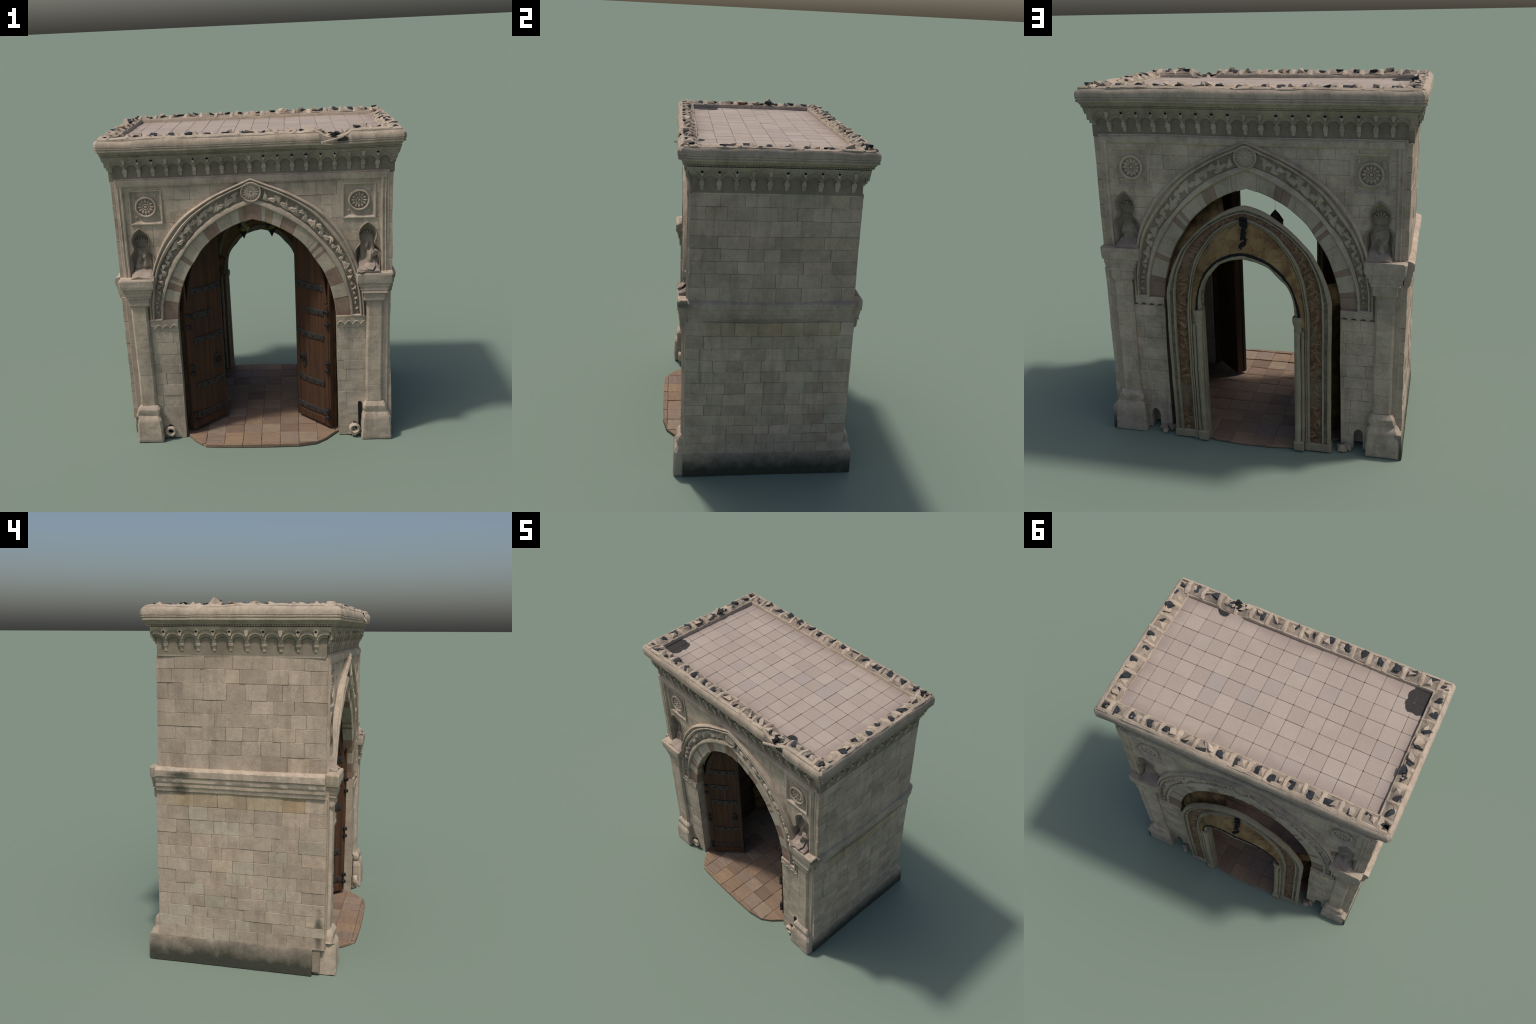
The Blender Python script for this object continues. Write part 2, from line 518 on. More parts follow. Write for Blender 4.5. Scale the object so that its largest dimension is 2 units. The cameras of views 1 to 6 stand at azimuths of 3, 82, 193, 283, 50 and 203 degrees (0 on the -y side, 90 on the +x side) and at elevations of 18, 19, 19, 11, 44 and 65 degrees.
# --------------------------------------------------------------------------
# arch curves (half, foot -> apex), read as (x, z)
# --------------------------------------------------------------------------
NA = 34
C_I = catmull([(.486, .83), (.470, .95), (.425, 1.095), (.351, 1.218), (.300, 1.290), (.210, 1.367), (.10, 1.426), (0, 1.458)], NA)
C_V = catmull([(.574, .83), (.562, .95), (.518, 1.09), (.437, 1.234), (.368, 1.325), (.251, 1.426), (.106, 1.509), (0, 1.552)], NA)
C_M = catmull([(.588, .83), (.578, .95), (.537, 1.10), (.482, 1.212), (.42, 1.294), (.313, 1.409), (.173, 1.508), (0, 1.580)], NA)
C_H1 = catmull([(.632, .83), (.626, .96), (.598, 1.11), (.556, 1.219), (.478, 1.339), (.357, 1.480), (.198, 1.586), (0, 1.672)], NA)
C_H2 = catmull([(.656, .83), (.650, .98), (.622, 1.13), (.593, 1.22), (.555, 1.303), (.485, 1.409), (.385, 1.506), (.24, 1.597),
                (.104, 1.659), (0, 1.703)], NA)


def lerp_curve(a, b, w):
    return [p.lerp(q, w) for p, q in zip(a, b)]


def arch_loft(section, full=True):
    """section: ring of (half_curve, y); y may be a list along the curve"""
    n = len(section[0][0])
    rows = []
    cs = []
    for c, y in section:
        ys = y if isinstance(y, list) else [y] * n
        if full:
            cs.append([(-p.x, yy, p.y) for p, yy in zip(c, ys)] + [(p.x, yy, p.y) for p, yy in list(zip(c, ys))[-2::-1]])
        else:
            cs.append([(p.x, yy, p.y) for p, yy in zip(c, ys)])
    for i in range(len(cs[0])):
        rows.append([c[i] for c in cs])
    return grid_skin(rows)


# --------------------------------------------------------------------------
# core of the building, with the passage through it
# --------------------------------------------------------------------------
walls = empty('masonry_walls')
vault = [(p.x * 1.19, p.y + .07) for p in both(C_I)]
core_poly = [(-.795, 0), (-.575, 0)] + vault + [(.575, 0), (.795, 0), (.795, 1.90), (-.795, 1.90)]
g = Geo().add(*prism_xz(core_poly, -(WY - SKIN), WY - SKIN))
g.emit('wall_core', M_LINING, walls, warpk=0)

# --------------------------------------------------------------------------
# side walls: coursed blocks
# --------------------------------------------------------------------------
LOW = [.148, .216, .274, .336, .402, .467, .540, .608, .680, .754, .828, .903, .985]
UPP = [1.105, 1.191, 1.269, 1.340, 1.410, 1.480, 1.566, 1.640, 1.706]
rnd = random.Random(11)


def course_cuts(rnd, a, b, lo, hi):
    cuts = [a]
    while True:
        nx = cuts[-1] + rnd.uniform(lo, hi)
        if nx > b - lo * .75:
            break
        cuts.append(nx)
    cuts.append(b)
    return cuts




def corner_cut(y, z):
    return .012 * max(0.0, min(1.0, (z - .35) / .3)) * max(0.0, min(1.0, (-y - .40) / .06))


def belly(y, low):
    """the side walls swell gently between the corners"""
    return (.005 if low else .009) * max(0.0, 1 - (y / .46) ** 2)


for sgn in (1, -1):
    for zs, wx in ((LOW, WX_LOW), (UPP, WX_UP)):
        for z0, z1 in zip(zs, zs[1:]):
            ye = .468 if wx == WX_LOW else .4575
            cuts = course_cuts(rnd, -ye, ye, .072, .17)
            for a, b in zip(cuts, cuts[1:]):
                d = rnd.uniform(-.0016, .0016)
                x0, x1 = .775, wx + d + (.002 if wx == WX_UP else 0)
                gp = rnd.uniform(.0002, .0006)
                v, f = cbox(x0, x1, a + gp, b - gp, z0 + gp, z1 - gp, .0013)
                v = [(x + (belly(y, wx == WX_LOW) - (corner_cut(y, z) if sgn > 0 and wx == WX_LOW else 0)) * (x > .79), y, z) for x, y, z in v]
                v = [(sgn * x, y + rnd.uniform(-.0012, .0012), z + rnd.uniform(-.0008, .0008)) for x, y, z in v]
                mt = M_OCHRE if (z1 == .985 and abs(a) < .41 and abs(b) < .41) else M_WALL
                if mt is M_WALL and z0 < .9 and z1 < 1.0 and rnd.random() < .16:
                    mt = M_WHITE
                emit('wall_block', v, f, mt, walls)
    # mortar sheet behind the joints
    for low, z0, z1 in ((True, .02, 1.0), (False, 1.0, 1.75)):
        xx = (WX_LOW if low else WX_UP + .002) - .0060
        rows = [[(sgn * .77, y, z0), (sgn * (xx + belly(y, low)), y, z0), (sgn * (xx + belly(y, low)), y, z1), (sgn * .77, y, z1)]
                for y in [(-.392 if low and sgn > 0 else -.444) + ((.836 if low and sgn > 0 else .888)) * i / 24 for i in range(25)]]
        emit('mortar_bed', *grid_skin(rows), M_MORTAR, walls)
    # plain band under the arcade
    v, f = cbox(.77, WX_UP + .010, -.449, .449, 1.707, 1.86, .002)
    emit('frieze_band', [(sgn * x, y, z) for x, y, z in v], f, M_RECESS, walls)
    # thin fillet at the foot of the arcade
    v, f = cbox(.78, WX_UP + .010, -.447, .447, 1.703, 1.716, .003)
    emit('fillet', [(sgn * x, y, z) for x, y, z in v], f, M_CARVE, walls)
    # battered plinth
    prof = [(.775, 0), (.8345, 0), (.834, .045), (.831, .095), (.829, .140), (.827, .150), (.775, .150)]
    rows = [[(sgn * x, y, z) for x, z in prof] for y in [(-.474 + (.072 if sgn < 0 else 0) + i * (.998 - (.072 if sgn < 0 else 0)) / 44) for i in range(45)]]
    rows = [[(x + sgn * (belly(r[0][1], True) if z > .02 and abs(x) > .8 else 0) * min(1, z / .15), y, z) for x, y, z in r] for r in rows]
    v, f = grid_skin(rows)
    emit('plinth', v, f, M_DARKFOOT, walls, jit=.0025, smooth=40)

# --------------------------------------------------------------------------
# string course on the side walls (runs into the pilaster capitals)
# --------------------------------------------------------------------------
STR = [(0, .975), (.004, .978), (.012, .985), (.014, 1.005), (.018, 1.010), (.018, 1.030), (.023, 1.036), (.025, 1.060),
       (.031, 1.066), (.032, 1.098), (.026, 1.106), (.006, 1.114), (-.02, 1.116), (-.02, .975)]
strings = empty('string_course')
for sgn in (1, -1):
    rows = [[(sgn * ((.810 if sgn > 0 else .826) + d), y, z) for d, z in STR] for y in [(-.458 + i * .922 / 50) for i in range(51)]]
    v, f = grid_skin(rows)
    emit('string_moulding', v, f, M_CORN, strings, jit=.0012, smooth=35)

# --------------------------------------------------------------------------
# facades (built once facing -y; the second one is turned half a circle)
# --------------------------------------------------------------------------
def ring8(x0, x1, y0, y1, z, c):
    return [(x0 + c, y0, z), (x1 - c, y0, z), (x1, y0 + c, z), (x1, y1, z), (x0, y1, z), (x0, y0 + c, z)]


PILASTER = [  # z, x inner, x outer, front y, corner chamfer
    (0.0, .636, .828, -.524, .004), (.012, .634, .829, -.527, .008), (.075, .636, .828, -.527, .010), (.150, .639, .824, -.524, .012),
    (.168, .645, .818, -.517, .014), (.182, .654, .803, -.507, .010), (.190, .650, .797, -.507, .008), (.205, .646, .794, -.511, .010),
    (.225, .648, .790, -.510, .012), (.238, .656, .782, -.502, .010), (.248, .664, .775, -.493, .010), (.275, .667, .773, -.490, .012),
    (.45, .668, .771, -.489, .012), (.70, .667, .769, -.490, .012), (.925, .665, .766, -.489, .012), (.932, .652, .776, -.497, .008),
    (.944, .648, .779, -.501, .008), (.950, .650, .778, -.499, .005), (.985, .648, .782, -.499, .005), (.988, .639, .792, -.507, .005),
    (1.001, .638, .793, -.508, .005), (1.004, .631, .802, -.514, .005), (1.024, .630, .805, -.515, .005), (1.028, .622, .812, -.521, .005),
    (1.046, .621, .813, -.522, .005), (1.050, .609, .823, -.533, .005), (1.066, .607, .826, -.537, .006), (1.104, .606, .829, -.538, .010),
    (1.112, .610, .825, -.532, .016)]


def niche_outline(cx, k=1.0, dz=0.0):
    """trefoil-headed niche: pointed head over a wider body; closed loop"""
    h = [(.066, 1.125), (.068, 1.19), (.071, 1.225), (.066, 1.250), (.052, 1.268), (.040, 1.290), (.046, 1.315), (.050, 1.340),
         (.044, 1.366), (.026, 1.392), (0, 1.412)]
    half = catmull(h, 22)
    cz = 1.26
    pts = [(cx + p.x * k, cz + (p.y - cz) * (1 - (1 - k) * .6) + dz) for p in half]
    pts += [(cx - p.x * k, cz + (p.y - cz) * (1 - (1 - k) * .6) + dz) for p in reversed(half[:-1])]
    return pts


def petal_ring(geo, cx, cz, y, r0, r1, n, w, h):
    for i in range(n):
        a = 2 * PI * i / n
        d = Vector((math.cos(a), math.sin(a))); t = Vector((-d.y, d.x))
        rows = []
        for k in range(7):
            u = k / 6
            r = r0 + (r1 - r0) * u
            ww = w * math.sin(PI * (0.12 + 0.80 * u)) ** .8
            hh = h * (0.35 + 0.65 * math.sin(PI * u * .9))
            row = []
            for q in range(5):
                s = -1 + q * .5
                p = d * r + t * (ww * s)
                row.append((cx + p.x, y - hh * (1 - s * s) ** .6 if abs(s) < 1 else y, cz + p.y))
            row.append((cx + d.x * r, y + .004, cz + d.y * r))
            rows.append(row)
        geo.add(*grid_skin(rows))


def torus_xz(cx, cz, y, R, r, n=40, m=8, flatk=1.0):
    rows = []
    for i in range(n):
        a = 2 * PI * i / n
        rows.append([(cx + math.cos(a) * (R + r * math.cos(2 * PI * j / m)), y - r * flatk * math.sin(2 * PI * j / m),
                      cz + math.sin(a) * (R + r * math.cos(2 * PI * j / m))) for j in range(m)])
    return grid_skin(rows, close_u=True, cap=False)


def dome_xz(cx, cz, y, r, h, n=16):
    rows = []
    for k in range(5):
        a = k / 4 * PI / 2
        rr = max(r * math.cos(a), .0006)
        rows.append([(cx + rr * math.cos(2 * PI * i / n), y - h * math.sin(a), cz + rr * math.sin(2 * PI * i / n)) for i in range(n)])
    return grid_skin(rows)


def leaf_mesh():
    """one curled acanthus leaf, 1 unit long, for the arch band"""
    rows = []
    for k in range(9):
        u = k / 8
        w = .30 * math.sin(PI * (.1 + .86 * u)) * (1 + .25 * math.sin(u * 15))
        h = .40 * math.sin(PI * u) ** .7 + .05
        bend = .22 * math.sin(u * PI * 1.3)
        row = []
        for q in range(7):
            s = -1 + q / 3
            groove = .10 * math.exp(-(s * 4) ** 2)
            row.append((u - .5, w * s + bend, (h * (1 - s * s) ** .5 - groove * h * 2)))
        row.append((u - .5, bend, -.1))
        rows.append(row)
    v, f = grid_skin(rows)
    me = bpy.data.meshes.new('acanthus_leaf')
    me.from_pydata(v, [], f)
    bm = bmesh.new(); bm.from_mesh(me); bmesh.ops.recalc_face_normals(bm, faces=bm.faces); bm.to_mesh(me); bm.free()
    for p in me.polygons:
        p.use_smooth = True
    me.set_sharp_from_angle(angle=math.radians(50))
    me.materials.append(M_CARVE)
    return me


LEAF = leaf_mesh()


def facade(back):
    R = random.Random(23 if back else 5)
    F = empty('facade')
    K = dict(back=back)
    yb = -.405 if back else -(WY - SKIN)
    yr = -.415 if back else -.395      # depth of the arch reveal
    yf = -.456 if back else -.452
    yj = -.468          # jambs below the springing stand a little forward
    yv = -.461          # voussoirs
    # ---- ashlar skin, cut out for arch, panels, niches and drains
    g = Geo()
    zs = [0.0]
    while zs[-1] < 1.70:
        zs.append(zs[-1] + R.uniform(.060, .082))
    zs[-1] = 1.722
    for z0, z1 in zip(zs, zs[1:]):
        for side in (-1, 1):
            if z1 < .84:
                cuts = course_cuts(R, .40, .80, .08, .15)
            elif z0 < 1.5:
                cuts = course_cuts(R, .25, .80, .08, .16)
            else:
                cuts = course_cuts(R, 0.0005, .80, .08, .16)
            for a, b in zip(cuts, cuts[1:]):
                gp = .0003
                x0, x1 = sorted((side * a, side * b))
                v, f = cbox(x0 + gp, x1 - gp, (yj if z1 < .84 else yf) + R.uniform(-.0012, .0012), yb, z0 + gp, z1 - gp, .0010)
                g.add(v, f)
    skin = g.emit('ashlar_facing', M_FACE, F, warpk=0)
    skin['kind'] = 'stuff'
    arch = [(-.60, 2)] * 0 + [(-.497, -.2), (-.495, .3), (-.488, .70), (-.487, .8305)] + [(p.x, p.y) for p in both(C_V)] + \
           [(.487, .8305), (.488, .70), (.495, .3), (.497, -.2)]
    gc = Geo().add(*prism_xz(arch, -.7, -.2))
    for s in (-1, 1):
        gc.add(*prism_xz([(s * .533, 1.442), (s * .721, 1.442), (s * .721, 1.647), (s * .533, 1.647)], -.7, -.2))
        gc.add(*prism_xz(niche_outline(s * .677), -.7, -.2))
        dr = [(s * .592 + .026 * math.cos(a), .085 + .040 * math.sin(a)) for a in [PI * i / 10 for i in range(11)]] + \
             [(s * .592 - .026, -.1), (s * .592 + .026, -.1)]
        if back:
            gc.add(*prism_xz(dr, -.7, -.2))
    cut = gc.emit('cutter', M_WALL, None, warpk=0)
    boolean(skin, cut)
    for v in skin.data.vertices:
        p = Vector((-v.co.x, -v.co.y, v.co.z)) if back else v.co.copy()
        v.co = warp(p)
    # mortar behind
    sheet = [(-.785, 0.01), (-.50, .01), (-.50, .82)] + [(p.x, p.y) for p in both(lerp_curve(C_V, C_M, .6))] + \
            [(.50, .82), (.50, .01), (.785, .01), (.785, 1.73), (-.785, 1.73)]
    Geo().add(*prism_xz(sheet, yb - .003, yb + .012)).emit('mortar_bed', M_MORTAR, F, **K)
    # ---- voussoirs
    A = empty('arch_ring', F)
    r, w, t = M_RED, M_WHITE, M_TAN
    if not back:
        # left foot -> apex, then right foot -> apex: (share of the half arch, stone)
        L = [(.070, r), (.060, r), (.085, w), (.045, r), (.025, w), (.022, r), (.125, w), (.03, r), (.100, w), (.105, w), (.075, r),
             (.028, r), (.100, w), (.06, w), (.045, t)]
        Rr = [(.060, r), (.070, r), (.095, w), (.115, r), (.115, w), (.018, r), (.030, w), (.020, r), (.030, w), (.150, w), (.100, r),
              (.065, w), (.050, t), (.045, w)]
    else:
        L = [(.095, r), (.030, r), (.110, w), (.030, r), (.110, w), (.10, w), (.030, r), (.025, w), (.020, r), (.12, w), (.035, w),
             (.040, r), (.040, r), (.075, w), (.03, w), (.045, w)]
        Rr = [(.075, r), (.03, r), (.100, w), (.035, r), (.14, w), (.075, w), (.025, r), (.03, w), (.025, r), (.16, w), (.04, w),
              (.050, r), (.045, r), (.09, w), (.035, w)]
    for seq, s in ((L, -1), (Rr, 1)):
        tot = sum(q[0] for q in seq)
        key = .045
        pos = 0.0
        for share, mt in seq:
            a = pos; pos += share / tot * (1 - key)
            b = pos
            n = 4
            rows = []
            dy = R.uniform(-.0012, .0012)
            for k in range(n + 1):
                u = (a + (b - a) * k / n + (.0006 if k == 0 else -.0006 if k == n else 0)) * (NA - 1)
                i = min(int(u), NA - 2); ff = u - i
                pi = C_I[i].lerp(C_I[i + 1], ff); po = C_V[i].lerp(C_V[i + 1], ff)
                e = (po - pi).normalized() * .004
                rows.append([(s * pi.x, yr, pi.y), (s * pi.x, yv + .004 + dy, pi.y), (s * (pi.x + e.x), yv + dy, pi.y + e.y),
                             (s * (po.x - e.x * .3), yv + dy, po.y - e.y * .3), (s * po.x, yr, po.y)])
            v, f = grid_skin(rows)
            emit('voussoir', v, f, mt, A, smooth=30, **K)
    # keystone
    i0 = int(.955 * (NA - 1))
    pi, po = C_I[i0], C_V[i0]
    ks = [(-pi.x, pi.y), (0, 1.458), (pi.x, pi.y), (po.x * .95, po.y), (0, 1.550), (-po.x * .95, po.y)]
    v, f = prism_xz(ks, yv - .003, yr)
    emit('keystone', v, f, M_WHITE if back else M_RED, A, **K)
    # ---- inner roll moulding of the arch, carved band, hood
    for s in (0,):
        sec = [(C_V, -.440), (lerp_curve(C_V, C_M, 0), -.467), (lerp_curve(C_V, C_M, .3), -.476), (lerp_curve(C_V, C_M, .8), -.476),
               (lerp_curve(C_V, C_M, 1.25), -.468), (lerp_curve(C_V, C_M, 1.3), -.440)]
        emit('archivolt_roll', *arch_loft(sec), M_CARVE, A, smooth=40, jit=.0008, **K)
        hb = lambda q: lerp_curve(C_H1, C_H2, q)
        sec = [(lerp_curve(C_M, C_H1, .1), -.43), (lerp_curve(C_M, C_H1, .1), -.4630), (lerp_curve(C_M, C_H1, .5), -.4610),
               (lerp_curve(C_M, C_H1, .95), -.4630), (lerp_curve(C_M, C_H1, .95), -.43)]
        emit('carved_band', *arch_loft(sec), M_RECESS, A, smooth=40, jit=.0012, **K)  # darker ground colour so that the leaves stand out
        sec = [(hb(-.12), -.435), (hb(-.12), -.472), (hb(.02), -.482), (hb(.22), -.484), (hb(.34), -.478), (hb(.40), -.469),
               (hb(.56), -.469), (hb(.62), -.478), (hb(.80), -.483), (hb(.98), -.477), (hb(1.04), -.462), (hb(1.06), -.435)]
        emit('hood_mould', *arch_loft(sec), M_CARVE, A, smooth=40, jit=.0012, **K)
        # little return that closes the band at its foot
        for q in (-1, 1):
            x0, x1 = sorted((q * .584, q * .658))
            emit('band_stop', *cbox(x0, x1, -.480, -.44, .826, .838, .003), M_CARVE, A, **K)
    # leaves along the band
    mid = lerp_curve(C_M, C_H1, .52)
    NL = 29
    for s in (-1, 1):
        for i in range(NL):
            u = (.045 + .865 * i / (NL - 1)) * (NA - 1)
            k = min(int(u), NA - 2)
            p = mid[k].lerp(mid[k + 1], u - k)
            tg = (mid[k + 1] - mid[k]).normalized()
            width = (C_H1[k] - C_M[k]).length
            ang = math.atan2(tg.y, tg.x) + (1 if i % 2 else -1) * R.uniform(.45, .8) + (PI if R.random() < .4 else 0)
            ob = bpy.data.objects.new('acanthus_leaf', LEAF)
            scene.collection.objects.link(ob); ob.parent = A
            L_ = width * R.uniform(.72, .92)
            if i < 4:
                L_ *= .7
            m = Matrix.Translation((s * p.x, -.4612, p.y)) @ (Matrix.Scale(-1, 4, (1, 0, 0)) if s < 0 else Matrix.Identity(4)) @ \
                Matrix.Rotation(-ang, 4, 'Y') @ Matrix.Rotation(PI / 2, 4, 'X') @ \
                Matrix.Diagonal((L_ * 1.05, L_ * .95, .040 * R.uniform(.8, 1.2), 1))
            if back:
                m = Matrix.Rotation(PI, 4, 'Z') @ m
            ob.matrix_local = m
    # apex rosette
    ro = empty('rosette', A)
    g = Geo().add(*torus_xz(0, 1.622, -.478, .056, .0050, 44))
    g.add(*prism_xz([(.056 * math.cos(2 * PI * i / 40), 1.622 + .056 * math.sin(2 * PI * i / 40)) for i in range(40)], -.474, -.44))
    g.emit('rosette_disc', M_CARVE, ro, smooth=40, warpk=1, **K)
    g = Geo(); petal_ring(g, 0, 1.622, -.474, .010, .049, 16, .0072, .006); g.add(*dome_xz(0, 1.622, -.474, .010, .005))
    g.emit('rosette_petals', M_CARVE, ro, smooth=40, kind='stuff', **K)
    # ---- impost friezes with interlaced little arches
    for s in (-1, 1):
        x0, x1 = .488, .656
        n = 3.5
        def zb(u):
            ph = ((u - x0) / (x1 - x0) * n) % 1.0
            return .770 + .024 * (1 - abs(2 * ph - 1) ** 2.0)
        us = [x0 + (x1 - x0) * i / 60 for i in range(61)]
        poly = [(s * u, zb(u)) for u in us] + [(s * x1, .829), (s * x0, .829)]
        emit('impost_frieze', *prism_xz(poly, -.4745, -.44), M_CARVE, A, **K)
        rows = []
        for u in us:
            rows.append([(s * u, -.4745 - .005 * math.sin(2 * PI * j / 7), zb(u) + .003 + .0045 * math.cos(2 * PI * j / 7)) for j in range(7)])
        emit('impost_rib', *grid_skin(rows), M_CARVE, A, smooth=50, **K)
    # ---- frame of the facade: corner strip, roll and top ledge
    fr = empty('facade_frame', F)
    for s in (-1, 1):
        x0, x1 = sorted((s * .785, s * .8005))
        emit('corner_strip', *cbox(x0, x1, -.4600, yb, .15, 1.722, .003), M_WALL, fr, **K)
        rows = []
        prof = [(.752, -.440), (.752, -.458), (.757, -.466), (.765, -.467), (.770, -.461), (.776, -.4605), (.782, -.466), (.787, -.462), (.787, -.44)]
        for i in range(30):
            z = 1.10 + (1.712 - 1.10) * i / 29
            rows.append([(s * x, y, z) for x, y in prof])
        emit('frame_roll', *grid_skin(rows), M_CARVE, fr, smooth=35, jit=.0015, **K)
        # plain strip beside the pilaster shaft
        x0, x1 = sorted((s * .762, s * .8015))
        emit('pilaster_reveal', *cbox(x0, x1, -.4725, yb, .15, 1.06, .004), M_WALL, fr, **K)
    prof = [(-.44, 1.672), (-.458, 1.672), (-.465, 1.678), (-.467, 1.688), (-.467, 1.706), (-.461, 1.714), (-.44, 1.716)]
    rows = [[(-.788 + 1.576 * i / 60, y, z) for y, z in prof] for i in range(61)]
    emit('frame_ledge', *grid_skin(rows), M_CARVE, fr, smooth=35, jit=.002, **K)
    # ---- square panels with wheel medallions
    for s in (-1, 1):
        P = empty('medallion_panel', F)
        x0, x1, z0, z1 = s * .627 - .094, s * .627 + .094, 1.442, 1.647
        def loop(e, y):
            return [(x0 + e, y, z0 + e), (x1 - e, y, z0 + e), (x1 - e, y, z1 - e), (x0 + e, y, z1 - e)]
        rows = [loop(-.004, -.44), loop(-.003, -.4585), loop(.003, -.4585), loop(.016, -.4435), loop(.016, -.40), loop(0, -.40)]
        v, f = grid_skin(rows, close_u=True, cap=False)
        v2 = loop(.014, -.4295)
        g = Geo().add(v, f)
        g.add(*cbox(x0 + .012, x1 - .012, -.4430, -.39, z0 + .012, z1 - .012, .001))
        g.emit('sunk_panel', M_CARVE, P, jit=.0008, **K)
        cx, cz = s * .628, 1.546
        g = Geo().add(*torus_xz(cx, cz, -.449, .058, .0075, 48, 10, 1.5)).add(*torus_xz(cx, cz, -.447, .0165, .004, 24, 8, 1.6))
        g.add(*dome_xz(cx, cz, -.4445, .011, .012))
        g.emit('medallion_rim', M_CARVE, P, smooth=50, kind='stuff', **K)
        g = Geo(); petal_ring(g, cx, cz, -.4435, .020, .050, 12, .0098, .012)
        g.emit('medallion_petals', M_CARVE, P, smooth=50, kind='stuff', **K)
        # small leaves in the spandrels of the panel
        g = Geo()
        for qx in (-1, 1):
            for qz in (-1, 1):
                g.add(*shift(blob(.011, R.random() * 9, 2, .4, 1.5, (1, .45, 1)), (cx + qx * .061, -.4435, cz + qz * .064)))
        g.emit('panel_leaf', M_CARVE, P, smooth=60, kind='stuff', **K)
    # ---- niches
    for s in (-1, 1):
        Nn = empty('niche', F)
        cx = s * .677
        o1 = niche_outline(cx, 1.06); o2 = niche_outline(cx, 1.0); o3 = niche_outline(cx, .92, -.004); o4 = niche_outline(cx, .72, -.01)
        rows = [[(x, -.44, z) for x, z in niche_outline(cx, 1.10)], [(x, -.460, z) for x, z in niche_outline(cx, 1.09)],
                [(x, -.4645, z) for x, z in o1], [(x, -.460, z) for x, z in o2],
                [(x, -.438, z) for x, z in o3], [(x, -.417, z) for x, z in niche_outline(cx, .86, -.006)], [(x, -.408, z) for x, z in o4]]
        v, f = grid_skin(rows, cap=False)
        n = len(o1)
        v = list(v)
        tri = tessellate_polygon([[Vector((x, z, 0)) for x, z in o4]])
        f = list(f) + [tuple(6 * n + i for i in t) for t in tri]
        emit('niche_shell', v, f, M_NICHE, Nn, smooth=50, jit=.002, **K)
        # scallop ribs in the head
        g = Geo()
        for a in (-60, -30, 0, 30, 60):
            d = Vector((math.sin(math.radians(a)), math.cos(math.radians(a))))
            rows = []
            for k in range(4):
                u = k / 3
                r_ = .003 + .004 * u
                c = Vector((cx, 1.315)) + d * (.008 + .032 * u)
                rows.append([(c.x + r_ * math.cos(2 * PI * j / 6) * d.y, -.412 - .006 * u - r_ * math.sin(2 * PI * j / 6),
                              c.y - r_ * math.cos(2 * PI * j / 6) * d.x) for j in range(6)])
            g.add(*grid_skin(rows))
        g.emit('niche_scallop', M_NICHE, Nn, smooth=60, kind='stuff', **K)
        # rubble sill, sloping out onto the capital
        hi = (s == 1 and not back)
        nx, ny = 16, 10
        rows = []
        for i in range(nx + 1):
            x = cx - .068 + .136 * i / nx
            row = []
            for j in range(ny + 1):
                t_ = j / ny
                y = -.385 + ((-.495 if back else -.508) + .385) * t_
                z = 1.172 - .052 * t_ ** 1.2 if not hi else 1.172 + .028 * math.sin(min(t_ * 1.5, 1) * PI) - .045 * t_ ** 2
                edge = min(1, 4 * min(i / nx, 1 - i / nx) + .45)
                z = 1.112 + (z - 1.112) * edge + .010 * noise.noise(Vector((x * 22, y * 22, 3 + s + (5 if back else 0))))
                row.append((x, y, max(z, 1.108)))
            row.append((x, -.49, 1.09)); row.append((x, -.385, 1.09))
            rows.append(row)
        emit('rubble_sill', *grid_skin(rows), M_PINK, Nn, warpk=1, smooth=25, **K)
        # worn carving left in the niche: a lumpy, weathered relief
        g = Geo()
        nx, nz = 14, 22
        rows = []
        top = 1.335 if hi else 1.285
        for a in range(nz + 1):
            tz = a / nz
            z = 1.13 + (top - 1.13) * tz
            wd = (.058 - .018 * tz ** 2) * (1 + .12 * math.sin(tz * 9 + s))
            row = []
            for b in range(nx + 1):
                tx = -1 + 2 * b / nx
                o = Vector((tx * 1.6, tz * 3.1, 4.0 * s + (9 if back else 0)))
                bul = max(0, 1 - tx * tx) ** .5 * (1 - tz ** 4)
                amp = .054 if hi else .050
                y = -.412 - bul * (amp * (.55 + .9 * noise.noise(o)) + .012 * noise.noise(o * 2.6)) - (.022 * (1 - tz) * bul if hi else 0)
                row.append((cx + wd * tx + .006 * noise.noise(o * 1.7), y, z))
            row.append((cx + wd, -.395, z)); row.append((cx - wd, -.395, z))
            rows.append(row)
        g.add(*grid_skin(rows))
        g.emit('worn_carving', M_NICHE, Nn, smooth=30, **K)
        if hi:
            g = Geo().add(*shift(rock(3, (.044, .040, .018)), (cx + .010, -.480, 1.152), Matrix.Rotation(.7, 3, 'X')))
            g.add(*shift(rock(8, (.034, .026, .014)), (cx - .034, -.495, 1.130)))
            g.add(*shift(rock(12, (.022, .020, .034)), (cx + .044, -.466, 1.225), Matrix.Rotation(.3, 3, 'X')))
            g.emit('rubble_stone', M_PINK, Nn, **K)
